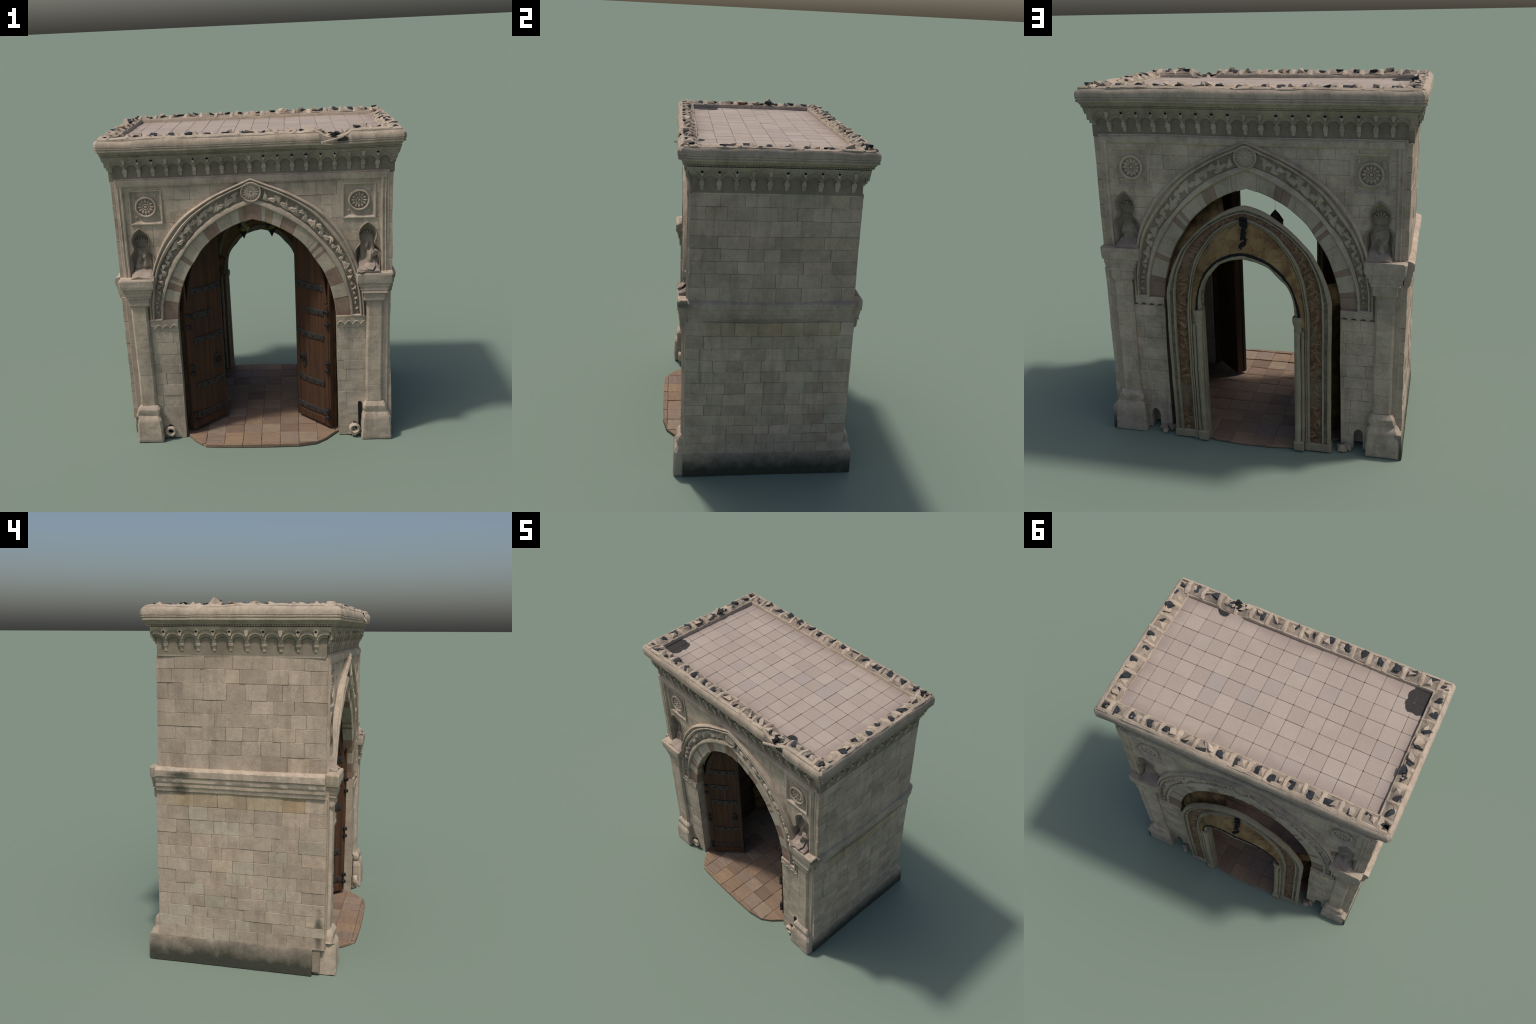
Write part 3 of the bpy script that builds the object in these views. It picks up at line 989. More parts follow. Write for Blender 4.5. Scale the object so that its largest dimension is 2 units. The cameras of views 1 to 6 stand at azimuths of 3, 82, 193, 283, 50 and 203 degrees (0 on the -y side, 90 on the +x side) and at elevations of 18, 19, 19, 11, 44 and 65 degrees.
    # ---- pilasters
    for s in (-1, 1):
        P = empty('pilaster', F)
        parts = (('pedestal', 0, 11, M_CARVE), ('shaft', 10, 15, M_FACE), ('capital', 14, len(PILASTER), M_CARVE))
        for nm, a, b, mt in parts:
            if nm == 'shaft':
                # drums with fine joints
                edges = [.248, .36, .46, .555, .655, .74, .835, .927]
                for z0, z1 in zip(edges, edges[1:]):
                    rows = []
                    for k, (z, sh) in enumerate(((z0 + .0003, .0008), (z0 + .0014, 0), ((z0 + z1) / 2, 0), (z1 - .0014, 0), (z1 - .0003, .0008))):
                        rows.append([(s * x, y, zz) for x, y, zz in ring8(.667 + sh, .770 - sh, -.4895 + sh, -.40, z, .012)])
                    emit('shaft_drum', *grid_skin(rows), mt, P, smooth=30, **K)
                continue
            rows = []
            ring = PILASTER[a:b]
            for q, (z, xa, xb, y, c) in enumerate(ring):
                if z < .17:
                    xb -= .006 if (back or s > 0) else .030
                if z > .99:
                    y = -.497 + (y + .497) * (.30 if back else .42 if s > 0 else .70); xb -= .006
                rows.append([(s * x, yy, zz) for x, yy, zz in ring8(xa, xb, y, -.40, z, c)])
            v, f = grid_skin(rows)
            ob = emit(nm, v, f, mt, P, smooth=24, **K)
            # finer mesh, worn edges
            bm = bmesh.new(); bm.from_mesh(ob.data)
            bmesh.ops.subdivide_edges(bm, edges=[e for e in bm.edges if e.calc_length() > .03], cuts=5, use_grid_fill=True)
            for w in bm.verts:
                w.co += noise.noise_vector(w.co * 30) * (.0032 if nm == 'pedestal' else .0010) + noise.noise_vector(w.co * 75) * .0006
                w.co.z = max(w.co.z, 0)
            bm.to_mesh(ob.data); bm.free()
    # ---- mooring rings / drains at the foot of the jambs
    for s in (-1, 1):
        D = empty('foot_drain', F)
        cx = s * .592
        if back:
            g = Geo()
            for k in range(6):
                sz = R.uniform(.016, .034)
                g.add(*shift(rock(140 + k + 10 * int(s), (sz, sz * .8, sz * .8)), (s * R.uniform(.485, .545), R.uniform(-.515, -.47), sz * .55)))
            g.emit('fallen_rubble', M_DARKFOOT, D, kind='stuff', **K)
            emit('drain_hole', *cbox(cx - .03, cx + .03, -.395, -.36, 0, .13, 0), M_HOLE, D, **K)
        else:
            h = .085 if s < 0 else .100
            g = Geo().add(*torus_xz(cx, .055 if s < 0 else .06, -.484 if s < 0 else -.492, .026, .011, 22, 8, 1.3))
            g.add(*shift(blob(.018, 4.4 + s, 2, .3, 1.3, (1, .9, .9)), (cx + .002, -.476 if s < 0 else -.49, .024)))
            g.emit('tether_ring', M_CARVE, D, smooth=50, jit=.003, **K)
            a = [(cx + .022 * math.cos(PI * i / 8), .062 + .034 * math.sin(PI * i / 8)) for i in range(9)] + [(cx - .022, 0), (cx + .022, 0)]
            emit('drain_hole', *prism_xz(a, -.4715, -.44), M_HOLE, D, **K)  # black plate set proud of the jamb, modelling the dark inside a hole
            if s > 0:
                g = Geo().add(*shift(rock(81, (.022, .016, .055)), (cx - .006, -.478, .045)))
                g.add(*shift(rock(82, (.026, .018, .026)), (cx + .016, -.492, .022)))
                g.emit('broken_stump', M_DARKFOOT, D, jit=.003, **K)
                q = cx + .037
                a = [(q + .012 * math.cos(PI * i / 8), .225 + .014 * math.sin(PI * i / 8)) for i in range(9)] + [(q - .010, .06), (q + .012, .06)]
                emit('black_slot_plate', *prism_xz(a, -.4725, -.44), M_HOLE, D, **K)
            g = Geo()
            for k in range(5):
                g.add(*shift(rock(40 + k + int(s), (R.uniform(.012, .022), R.uniform(.01, .02), R.uniform(.008, .016))),
                             (cx + R.uniform(-.05, .04), R.uniform(-.475, -.455), R.uniform(.006, .014))))
            g.emit('rubble', M_DARKFOOT, D, kind='stuff', **K)
    return F


facade(False)
facade(True)

# --------------------------------------------------------------------------
# corbel arcade and cornice
# --------------------------------------------------------------------------
corn = empty('cornice')


def side_frame(k):
    """(u, d, z) on one of the four walls -> xyz"""
    if k == 0: return lambda u, d, z: (u, -WY - d, z)
    if k == 1: return lambda u, d, z: (-u, WY + d, z)
    if k == 2: return lambda u, d, z: (WX_UP + .009 + d, u, z)
    return lambda u, d, z: (-WX_UP - .009 - d, -u, z)


rk = random.Random(77)
for k in range(4):
    S = side_frame(k)
    if k < 2:
        half, pitch = WX_UP, .081
        br = [i * pitch for i in range(-9, 10)]
    else:
        half, pitch = WY, .088
        br = [(i + .5) * pitch for i in range(-5, 5)]
    ends = [br[0] - pitch] + br + [br[-1] + pitch]
    top = 1.856

    def bottom(u, w, spring, crown, foot):
        # which bay
        for a, b in zip(ends, ends[1:]):
            if a <= u <= b:
                c = (a + b) / 2; h = (b - a) / 2 - w
                t = abs(u - c) / h
                return foot if t >= 1 else spring + (crown - spring) * math.sqrt(max(0, 1 - t * t))
        return foot

    def strip(name, u0, u1, w, spring, crown, foot, d0, d1, mat, lip=0.0):
        us = []
        for a, b in zip(ends, ends[1:]):
            c = (a + b) / 2; h = (b - a) / 2 - w
            us += [a] + [c - h * 1.001] + [c - h * math.cos(PI * i / 14) * .999 for i in range(15)] + [c + h * 1.001]
        us = [u for u in us + [ends[-1]] if u0 < u < u1]
        us = [u0] + us + [u1]
        rows = []
        for u in us:
            zb = bottom(u, w, spring, crown, foot)
            rows.append([S(u, d0, zb), S(u, d1 - .002, zb), S(u, d1, zb + .002), S(u, d1 + lip, top), S(u, d0, top)])
        emit(name, *grid_skin(rows), mat, corn)

    if k < 2:
        rows = [[S(u, -.07, 1.716), S(u, .0005, 1.716), S(u, .0005, 1.80), S(u, .0005, 1.86), S(u, -.07, 1.86)] for u in [-.80 + 1.6 * i / 40 for i in range(41)]]
        emit('frieze_band', *grid_skin(rows), M_RECESS, corn)
    strip('arcade_back', -half - .002, half + .002, .010, 1.776, 1.806, 1.766, -.01, .0105, M_FRIEZE)
    strip('arcade_front', -half - .013, half + .013, .0065, 1.790, 1.820, 1.778, .008, .0175, M_FRIEZE, .006)
    strip('arcade_hood', -half - .022, half + .022, .003, 1.806, 1.838, 1.795, .016, .0255, M_FRIEZE, .008)
    # rounded rib round each little arch
    for a, b in zip(ends, ends[1:]):
        c = (a + b) / 2; h = (b - a) / 2 - .0065
        rows = []
        for i in range(15):
            t = PI * i / 14
            uu = c - h * math.cos(t)
            if abs(uu) > half + .012:
                continue
            zz = 1.790 + .030 * math.sin(t)
            rows.append([S(uu - math.cos(t) * .0045 * math.cos(q), .0175 + .004 * math.sin(q), zz + .0045 * math.sin(t) * math.cos(q) + .002)
                         for q in [2 * PI * j / 6 for j in range(6)]])
        if len(rows) > 3:
            emit('arcade_rib', *grid_skin(rows), M_FRIEZE, corn, smooth=60)
    for i, u in enumerate(br):
        w = .0115 + rk.uniform(-.001, .001)
        g = Geo()
        # cap block and tapered leg
        cap_r = [[S(u + x * ww, d, z) for x, d in ((-1, -.02), (-1, dd), (1, dd), (1, -.02))] for z, ww, dd in
                 ((1.755, w * .92, .008), (1.758, w * 1.12, .0120), (1.768, w * 1.12, .0140), (1.771, w * 1.0, .0130), (1.782, w * 1.0, .0185))]
        g.add(*grid_skin(cap_r))
        leg = [[S(u + x * ww, d, z) for x, d in ((-1, -.02), (-1, dd), (1, dd), (1, -.02))] for z, ww, dd in
               ((1.731, w * .66, .0035), (1.735, w * .74, .0045), (1.744, w * .80, .0055), (1.7555, w * .95, .0070))]
        g.add(*grid_skin(leg))
        g.emit('corbel_bracket', M_CARVE if rk.random() < .75 else M_FRIEZE, corn, jit=.001)
        # pendant stone between two hoods, most of them with a small black plug set in the face
        z0 = 1.812
        g = Geo().add(*grid_skin([[S(u + x * ww, d, z) for x, d in ((-1, .022), (-1, .0335), (1, .0335), (1, .022))] for z, ww in
                                  ((z0 - .004, .004), (z0 + .006, .0085), (z0 + .018, .0095), (z0 + .026, .010))]))
        g.emit('pendant_stone', M_CARVE if rk.random() < .7 else M_FRIEZE, corn)
        if rk.random() < .72:
            a = rk.uniform(.007, .0095)
            ring = [[S(u + a * math.cos(2 * PI * j / 8), dd, z0 + .019 + .0062 * math.sin(2 * PI * j / 8)) for j in range(8)] for dd in (.028, .0344)]
            emit('black_hole_plug', *grid_skin(ring), M_HOLE, corn, jit=.001)

# moulded cornice: profile (outward from wall, z) swept round the building
CORN = [(-.05, 1.842), (.026, 1.842), (.030, 1.847), (.030, 1.857), (.037, 1.860), (.037, 1.866), (.043, 1.868), (.044, 1.875),
        (.048, 1.877), (.049, 1.883), (.060, 1.886), (.0665, 1.889), (.0675, 1.8965), (.0635, 1.899), (.0640, 1.903), (.0685, 1.905), (.0685, 1.910), (.0655, 1.912), (.0690, 1.915), (.0692, 1.924), (.0675, 1.936),
        (.0620, 1.947), (.0560, 1.953), (.046, 1.955), (.030, 1.954)]


def broken(x, y):
    """1 inside the collapsed stretch of the front parapet"""
    if y > -.40:
        return 0.0
    t = (x - .485) / .085
    return max(0.0, 1 - t * t) ** .6 if abs(t) < 1 else 0.0


def swept(profile, nx=110, ny=66, dx=.93):
    rows = []
    hx, hy = WX_UP, WY
    def path():
        for i in range(nx): yield (-1 + 2 * i / nx, -1)
        for i in range(ny): yield (1, -1 + 2 * i / ny)
        for i in range(nx): yield (1 - 2 * i / nx, 1)
        for i in range(ny): yield (-1, 1 - 2 * i / ny)
    for a, b in path():
        row = []
        for o, z in profile:
            x = a * (hx + o * dx); y = b * (hy + o)
            # worn, cut corners
            cx = max(0, abs(a) - .985) / .015; cy = max(0, abs(b) - .97) / .03
            if cx > .5 and cy > .5 and o > .05:
                x -= math.copysign(.008, x); y -= math.copysign(.008, y)
            bk = broken(x, y)
            if z > 1.884 and bk > 0:
                y += .030 * bk * (z - 1.884) / .06 + .008 * bk
                z -= .022 * bk * (z - 1.884) / .07
            p = Vector((x, y, z))
            if z > 1.90:
                w = (z - 1.90) / .05
                z += .006 * w * noise.noise(p * 9 + Vector((0, 0, 3)))
            row.append((x, y, z))
        rows.append(row)
    return rows


rows = swept(CORN)
lo = [r[:12] for r in rows]; hi = [r[11:] for r in rows]
v, f = grid_skin(lo, close_u=True, close_v=False, cap=False)
emit('bed_mould', v, f, M_FRIEZE, corn, smooth=24, jit=.0007)
v, f = grid_skin(hi, close_u=True, close_v=False, cap=False)
emit('cornice_fascia', v, f, M_CORN, corn, smooth=22, jit=.0008)
# dentil row under the lip
g = Geo()
for k in range(4):
    S = side_frame(k)
    half = (WX_UP if k < 2 else WY) + .03
    n = int(2 * half / .0135)
    for i in range(n + 1):
        u = -half + 2 * half * i / n
        d = .0445 if k < 2 else .035
        r_ = [[S(u + x * .0036, dd, z) for x, dd in ((-1, .03), (-1, d), (1, d), (1, .03))] for z in (1.8605, 1.8665)]
        g.add(*grid_skin(r_))
g.emit('dentil_row', M_FRIEZE, corn, kind='stuff', jit=.0008)

# --------------------------------------------------------------------------
# roof: slabs and the battered rim of pits and loose stones
# --------------------------------------------------------------------------
roof = empty('roof')
emit('roof_bed', *cbox(-.84, .84, -.475, .475, 1.86, 1.9200, .001), M_PITDARK, roof, warpk=0)
emit('roof_joint_bed', *cbox(-.778, .778, -.413, .413, 1.90, 1.9285, .001), M_JOINT, roof, warpk=0)
PX, PY = .1010, .1035
rr = random.Random(3)
for i in range(-8, 8):
    for j in range(-4, 4):
        x0, x1 = max(i * PX, -.776), min((i + 1) * PX, .776)
        y0, y1 = max(j * PY, -.412), min((j + 1) * PY, .412)
        if x1 - x0 < .015 or y1 - y0 < .015:
            continue
        gp = .0008; q = .0042
        x0 += gp; x1 -= gp; y0 += gp; y1 -= gp
        jt = lambda: rr.uniform(-.0006, .0006)
        poly = [(x0 + q, y0 + jt()), (x1 - q, y0 + jt()), (x1 + jt(), y0 + q), (x1 + jt(), y1 - q), (x1 - q, y1 + jt()), (x0 + q, y1 + jt()),
                (x0 + jt(), y1 - q), (x0 + jt(), y0 + q)]
        v, f = prism_z(poly, 1.92, ROOF_Z + rr.uniform(-.0008, .0008), .0014)
        emit('roof_slab', v, f, M_ROOF, roof, warpk=.5)

# rim rails
rim = empty('parapet_rim', roof)


def rail(name, x_in, y_in, wid, z0, z1, mat, seed):
    n = 80; rows = []
    sec = [(0, z0), (0, z1 - .006), (wid * .25, z1), (wid * .75, z1), (wid, z1 - .005), (wid, z0)]
    def path():
        for i in range(n): yield (-1 + 2 * i / n, -1)
        for i in range(n): yield (1, -1 + 2 * i / n)
        for i in range(n): yield (1 - 2 * i / n, 1)
        for i in range(n): yield (-1, 1 - 2 * i / n)
    for a, b in path():
        row = []
        for o, z in sec:
            x, y = a * (x_in + o), b * (y_in + o)
            bk = broken(x, y)
            if x > .76 and z > z0 and abs(y) < .40:
                z -= .016
            z2 = z + (.007 * noise.noise(Vector((x * 7, y * 7, seed))) + .004 * noise.noise(Vector((x * 22, y * 22, seed))) if z > z0 else 0) - .03 * bk * (z > z0)
            row.append((x, y, z2))
        rows.append(row)
    v, f = grid_skin(rows, close_u=True, cap=False)
    return emit(name, v, f, mat, rim, jit=.0015, smooth=40)


rail('rim_curb', .774, .409, .014, 1.90, 1.954, M_CORN, 1.7)
rail('rim_bed', .785, .420, .012, 1.90, 1.938, M_PITDARK, 1.7)

def crest(x, y):
    """uneven height of the battered rim"""
    return .007 * noise.noise(Vector((x * 6, y * 6, 2.2))) + .004 * noise.noise(Vector((x * 19, y * 19, 5.0)))


rs = random.Random(99)


def rim_pits(k):
    """crossbars between the pits on the sloping rim, and a broken stone in each pit"""
    if k < 2:
        n, L = 15, .796
    else:
        n, L = 8, .428
    sg = -1 if k in (0, 3) else 1

    def S(u, o, dz):
        # u along; o across the rim, 0 = inner crest, 1 = outer edge; dz above the slope
        z = 1.9545 + (.0215, .0205, .0095, .0155)[k] * max(0, 1 - ((o - .5) / .62) ** 2) + dz
        if k < 2:
            p = Vector((u, sg * (.422 + .080 * o), z))
        else:
            p = Vector((sg * (.787 + .080 * o), u, z))
        if k == 2:
            p.z -= .010 * max(0, 1 - 2.2 * o)
        p.z += crest(p.x, p.y) - .030 * broken(p.x, p.y)
        return p
    step = 2 * L / n
    bars = [-L + step * i for i in range(n + 1)]
    # dark sloping bed of the pits
    rows = []
    for i in range(61):
        u = -L - .01 + (2 * L + .02) * i / 60
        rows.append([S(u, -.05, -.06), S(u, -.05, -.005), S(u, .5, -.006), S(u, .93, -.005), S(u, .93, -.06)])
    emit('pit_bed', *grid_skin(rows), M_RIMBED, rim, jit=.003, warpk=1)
    # light outer margin
    rows = []
    for i in range(81):
        u = -L - .06 + (2 * L + .12) * i / 80
        w = .80 + .05 * noise.noise(Vector((u * 14, k, 1.5)))
        rows.append([S(u, w, -.03), S(u, w, -.004), S(u, w + .07, .001), S(u, 1.03, -.001), S(u, 1.05, -.03)])
    emit('rim_margin', *grid_skin(rows), M_CORN, rim, jit=.002, smooth=40)
    for u in bars:
        hw = rs.uniform(.012, .0195)
        rows = []
        tw = rs.uniform(-.006, .006)
        for t in range(7):
            o = -.12 + 1.12 * t / 6
            dz = rs.uniform(-.004, .0035)
            uu = u + tw * (o - .5) + rs.uniform(-.002, .002)
            rows.append([S(uu - hw * 1.3, o, -.03), S(uu - hw, o, dz - .007), S(uu - hw * .45, o, dz + .001), S(uu + hw * .45, o, dz + .001),
                         S(uu + hw, o, dz - .007), S(uu + hw * 1.3, o, -.03)])
        emit('rim_crossbar', *grid_skin(rows), M_CORN, rim, jit=.0045, smooth=30)
    side = 1 if k in (0, 2) else -1
    for a, b in zip(bars, bars[1:]):
        u = (a + b) / 2
        w = (b - a) / 2 - .015
        h = rs.uniform(.004, .017)
        # a shard that fills the inner, leeward part of the pit and leaves a dark slot
        A = rs.uniform(-.35, .25) * side
        base = [S(u + side * w * rs.uniform(-.7, -.2), rs.uniform(-.05, .1), -.016), S(u + side * w * rs.uniform(1.0, 1.4), rs.uniform(-.05, .1), -.016),
                S(u + side * w * rs.uniform(.9, 1.35), rs.uniform(.8, 1.0), -.016), S(u + side * w * rs.uniform(-.6, .1), rs.uniform(.6, .95), -.016)]
        tip = S(u + side * w * rs.uniform(.15, .6), rs.uniform(.25, .55), h)
        mid = [q.lerp(tip, rs.uniform(.35, .6)) + Vector((0, 0, rs.uniform(.001, .006))) for q in base]
        # near-black lump on the lee side
        sz = (w * rs.uniform(.62, .92), rs.uniform(.026, .034), .013)
        if k > 1:
            sz = (sz[1], sz[0], sz[2])
        q = S(u - side * w * rs.uniform(.20, .50), rs.uniform(.40, .62), -.0085)
        emit('dark_pit_lump', *shift(rock(rs.randint(0, 9999), sz), q), M_PITDARK, rim, jit=.003)
        if rs.random() < .38:
            sz = (w * rs.uniform(.65, .95), rs.uniform(.022, .031), rs.uniform(.016, .024))
            if k > 1:
                sz = (sz[1], sz[0], sz[2])
            q = S(u + side * w * rs.uniform(.0, .45), rs.uniform(.32, .6), -.006)
            emit('rim_stone', *shift(rock(rs.randint(0, 9999), sz), q, Matrix.Rotation(rs.uniform(-.4, .4), 3, 'Z')), M_CORN, rim, jit=.003)
            continue
        v = base + mid + [tip]
        f = [(3, 2, 1, 0)] + [(i, (i + 1) % 4, 4 + (i + 1) % 4, 4 + i) for i in range(4)] + [(4 + i, 4 + (i + 1) % 4, 8) for i in range(4)]
        emit('rim_stone', v, f, M_CORN, rim, jit=.0035)
        if rs.random() < .45:
            q = S(u - side * w * rs.uniform(.2, .7), rs.uniform(.1, .9), -.006)
            emit('rim_chip', *shift(rock(rs.randint(0, 9999), (rs.uniform(.008, .016), rs.uniform(.008, .016), rs.uniform(.006, .012))), q), M_CORN, rim)


for k in range(4):
    rim_pits(k)
# corner stones with a dark lump, and a few tall broken pieces
tall = [((.826, .452, 1.955), (.030, .028, .036)), ((-.832, .458, 1.955), (.028, .026, .028)), ((.838, -.460, 1.952), (.030, .026, .028)),
        ((-.838, -.465, 1.952), (.030, .026, .024)), ((-.812, .128, 1.962), (.028, .055, .040)), ((.812, .36, 1.962), (.026, .03, .024)),
        ((.165, .455, 1.966), (.050, .024, .026)), ((.395, -.470, 1.955), (.04, .024, .024))]
for i, (c, sz) in enumerate(tall):
    v, f = shift(rock(300 + i, sz), c)
    emit('corner_stone', v, f, M_CORN, rim, jit=.003)
    if i < 5:
        q = (c[0] - math.copysign(.012, c[0]), c[1] + .010, c[2] + sz[2] * .30)
        v, f = shift(rock(400 + i, (sz[0] * .75, sz[1] * .7, sz[2] * .55)), q)
        emit('corner_shard', v, f, M_PITDARK, rim, jit=.003)
# collapse in the front parapet: dark socket, tilted splinters
g = Geo()
g.add(*shift(rock(51, (.060, .032, .022)), (.475, -.470, 1.930)))
g.add(*shift(rock(52, (.034, .024, .014)), (.545, -.435, 1.928)))
g.add(*shift(rock(53, (.050, .022, .020)), (.452, -.490, 1.944)))
g.add(*shift(rock(54, (.044, .020, .018)), (.525, -.500, 1.922)))
g.emit('collapse_socket', M_HOLE, rim)
v, f = cbox(-.075, .075, -.007, .007, -.006, .006, .002)
v, f = shift((v, f), (.480, -.512, 1.915), Matrix.Rotation(-.20, 3, 'Y') @ Matrix.Rotation(.25, 3, 'Z'))
emit('splintered_lip', v, f, M_CORN, rim, jit=.004)
for i, (c, s) in enumerate((((.44, -.488, 1.935), (.030, .02, .014)), ((.535, -.478, 1.935), (.026, .022, .012)), ((.50, -.455, 1.945), (.02, .015, .012)))):
    emit('fallen_stone', *shift(rock(70 + i, s), c), M_CORN, rim, jit=.002)

# --------------------------------------------------------------------------
# floor of the passage with the rounded apron
# --------------------------------------------------------------------------
floor = empty('passage_floor')
OUT = [(-.555, .36), (-.555, -.36), (-.430, -.528), (-.362, -.590), (-.30, -.598), (-.10, -.603), (.10, -.603), (.24, -.598),
       (.345, -.575), (.41, -.525), (.555, -.36), (.555, .36), (.30, .51), (.20, .537), (.05, .549), (-.12, .546), (-.27, .525)]


def clip(poly, outline):
    out = poly
    n = len(outline)
    for i in range(n):
        a = outline[i]; b = outline[(i + 1) % n]
        res = []
        ins = lambda p: (b[0] - a[0]) * (p[1] - a[1]) - (b[1] - a[1]) * (p[0] - a[0]) >= 0
        for k in range(len(out)):
            p, q = out[k], out[(k + 1) % len(out)]
            ip, iq = ins(p), ins(q)
            if ip:
                res.append(p)
            if ip != iq:
                d1 = (b[0] - a[0]) * (p[1] - a[1]) - (b[1] - a[1]) * (p[0] - a[0])
                d2 = (b[0] - a[0]) * (q[1] - a[1]) - (b[1] - a[1]) * (q[0] - a[0])
                t = d1 / (d1 - d2)
                res.append((p[0] + (q[0] - p[0]) * t, p[1] + (q[1] - p[1]) * t))
        out = res
        if len(out) < 3:
            return []
    return out


shrunk = [(x * .992, y * .992) for x, y in OUT]
v, f = prism_z(shrunk, 0.0, .0075, .002)
emit('floor_bed', v, f, M_MORTAR, floor, warpk=0)
rp = random.Random(41)
ys = [-.57 + .0]
ys = [-.69, -.572, -.452]
while ys[-1] < .60:
    ys.append(ys[-1] + rp.uniform(.098, .125))
for j, (y0, y1) in enumerate(zip(ys, ys[1:])):
    xs = [-.60 + .1195 * i + .0025 for i in range(11)]
    for x0, x1 in zip(xs, xs[1:]):
        gp = .0012
        n = 3
        poly = []
        jx = lambda: rp.uniform(-.0015, .0015)
        for k in range(n): poly.append((x0 + gp + (x1 - x0 - 2 * gp) * k / n, y0 + gp + jx()))
        for k in range(n): poly.append((x1 - gp + jx(), y0 + gp + (y1 - y0 - 2 * gp) * k / n))
        for k in range(n): poly.append((x1 - gp - (x1 - x0 - 2 * gp) * k / n, y1 - gp + jx()))
        for k in range(n): poly.append((x0 + gp + jx(), y1 - gp - (y1 - y0 - 2 * gp) * k / n))
        poly = clip(poly, list(OUT))
        if len(poly) < 3:
            continue
        area = abs(sum(poly[i][0] * poly[(i + 1) % len(poly)][1] - poly[(i + 1) % len(poly)][0] * poly[i][1] for i in range(len(poly)))) / 2
        if area < 4e-4:
            continue
        yc = sum(p[1] for p in poly) / len(poly)
        top = .0115 + .008 * max(0, min(1, (-yc - .45) / .10))
        v, f = prism_z(poly, .001, top + rp.uniform(-.0016, .0016), .0022, (rp.uniform(-.014, .014), rp.uniform(-.014, .014)))
        emit('paving_stone', v, f, M_PAVER, floor, warpk=.6)

# --------------------------------------------------------------------------
# wooden doors, opened inwards
# --------------------------------------------------------------------------
DW, DT = .262, .010
arc = catmull([(0, .90), (.030, 1.06), (.078, 1.175), (.145, 1.275), (.205, 1.350), (DW, 1.405)], 18)


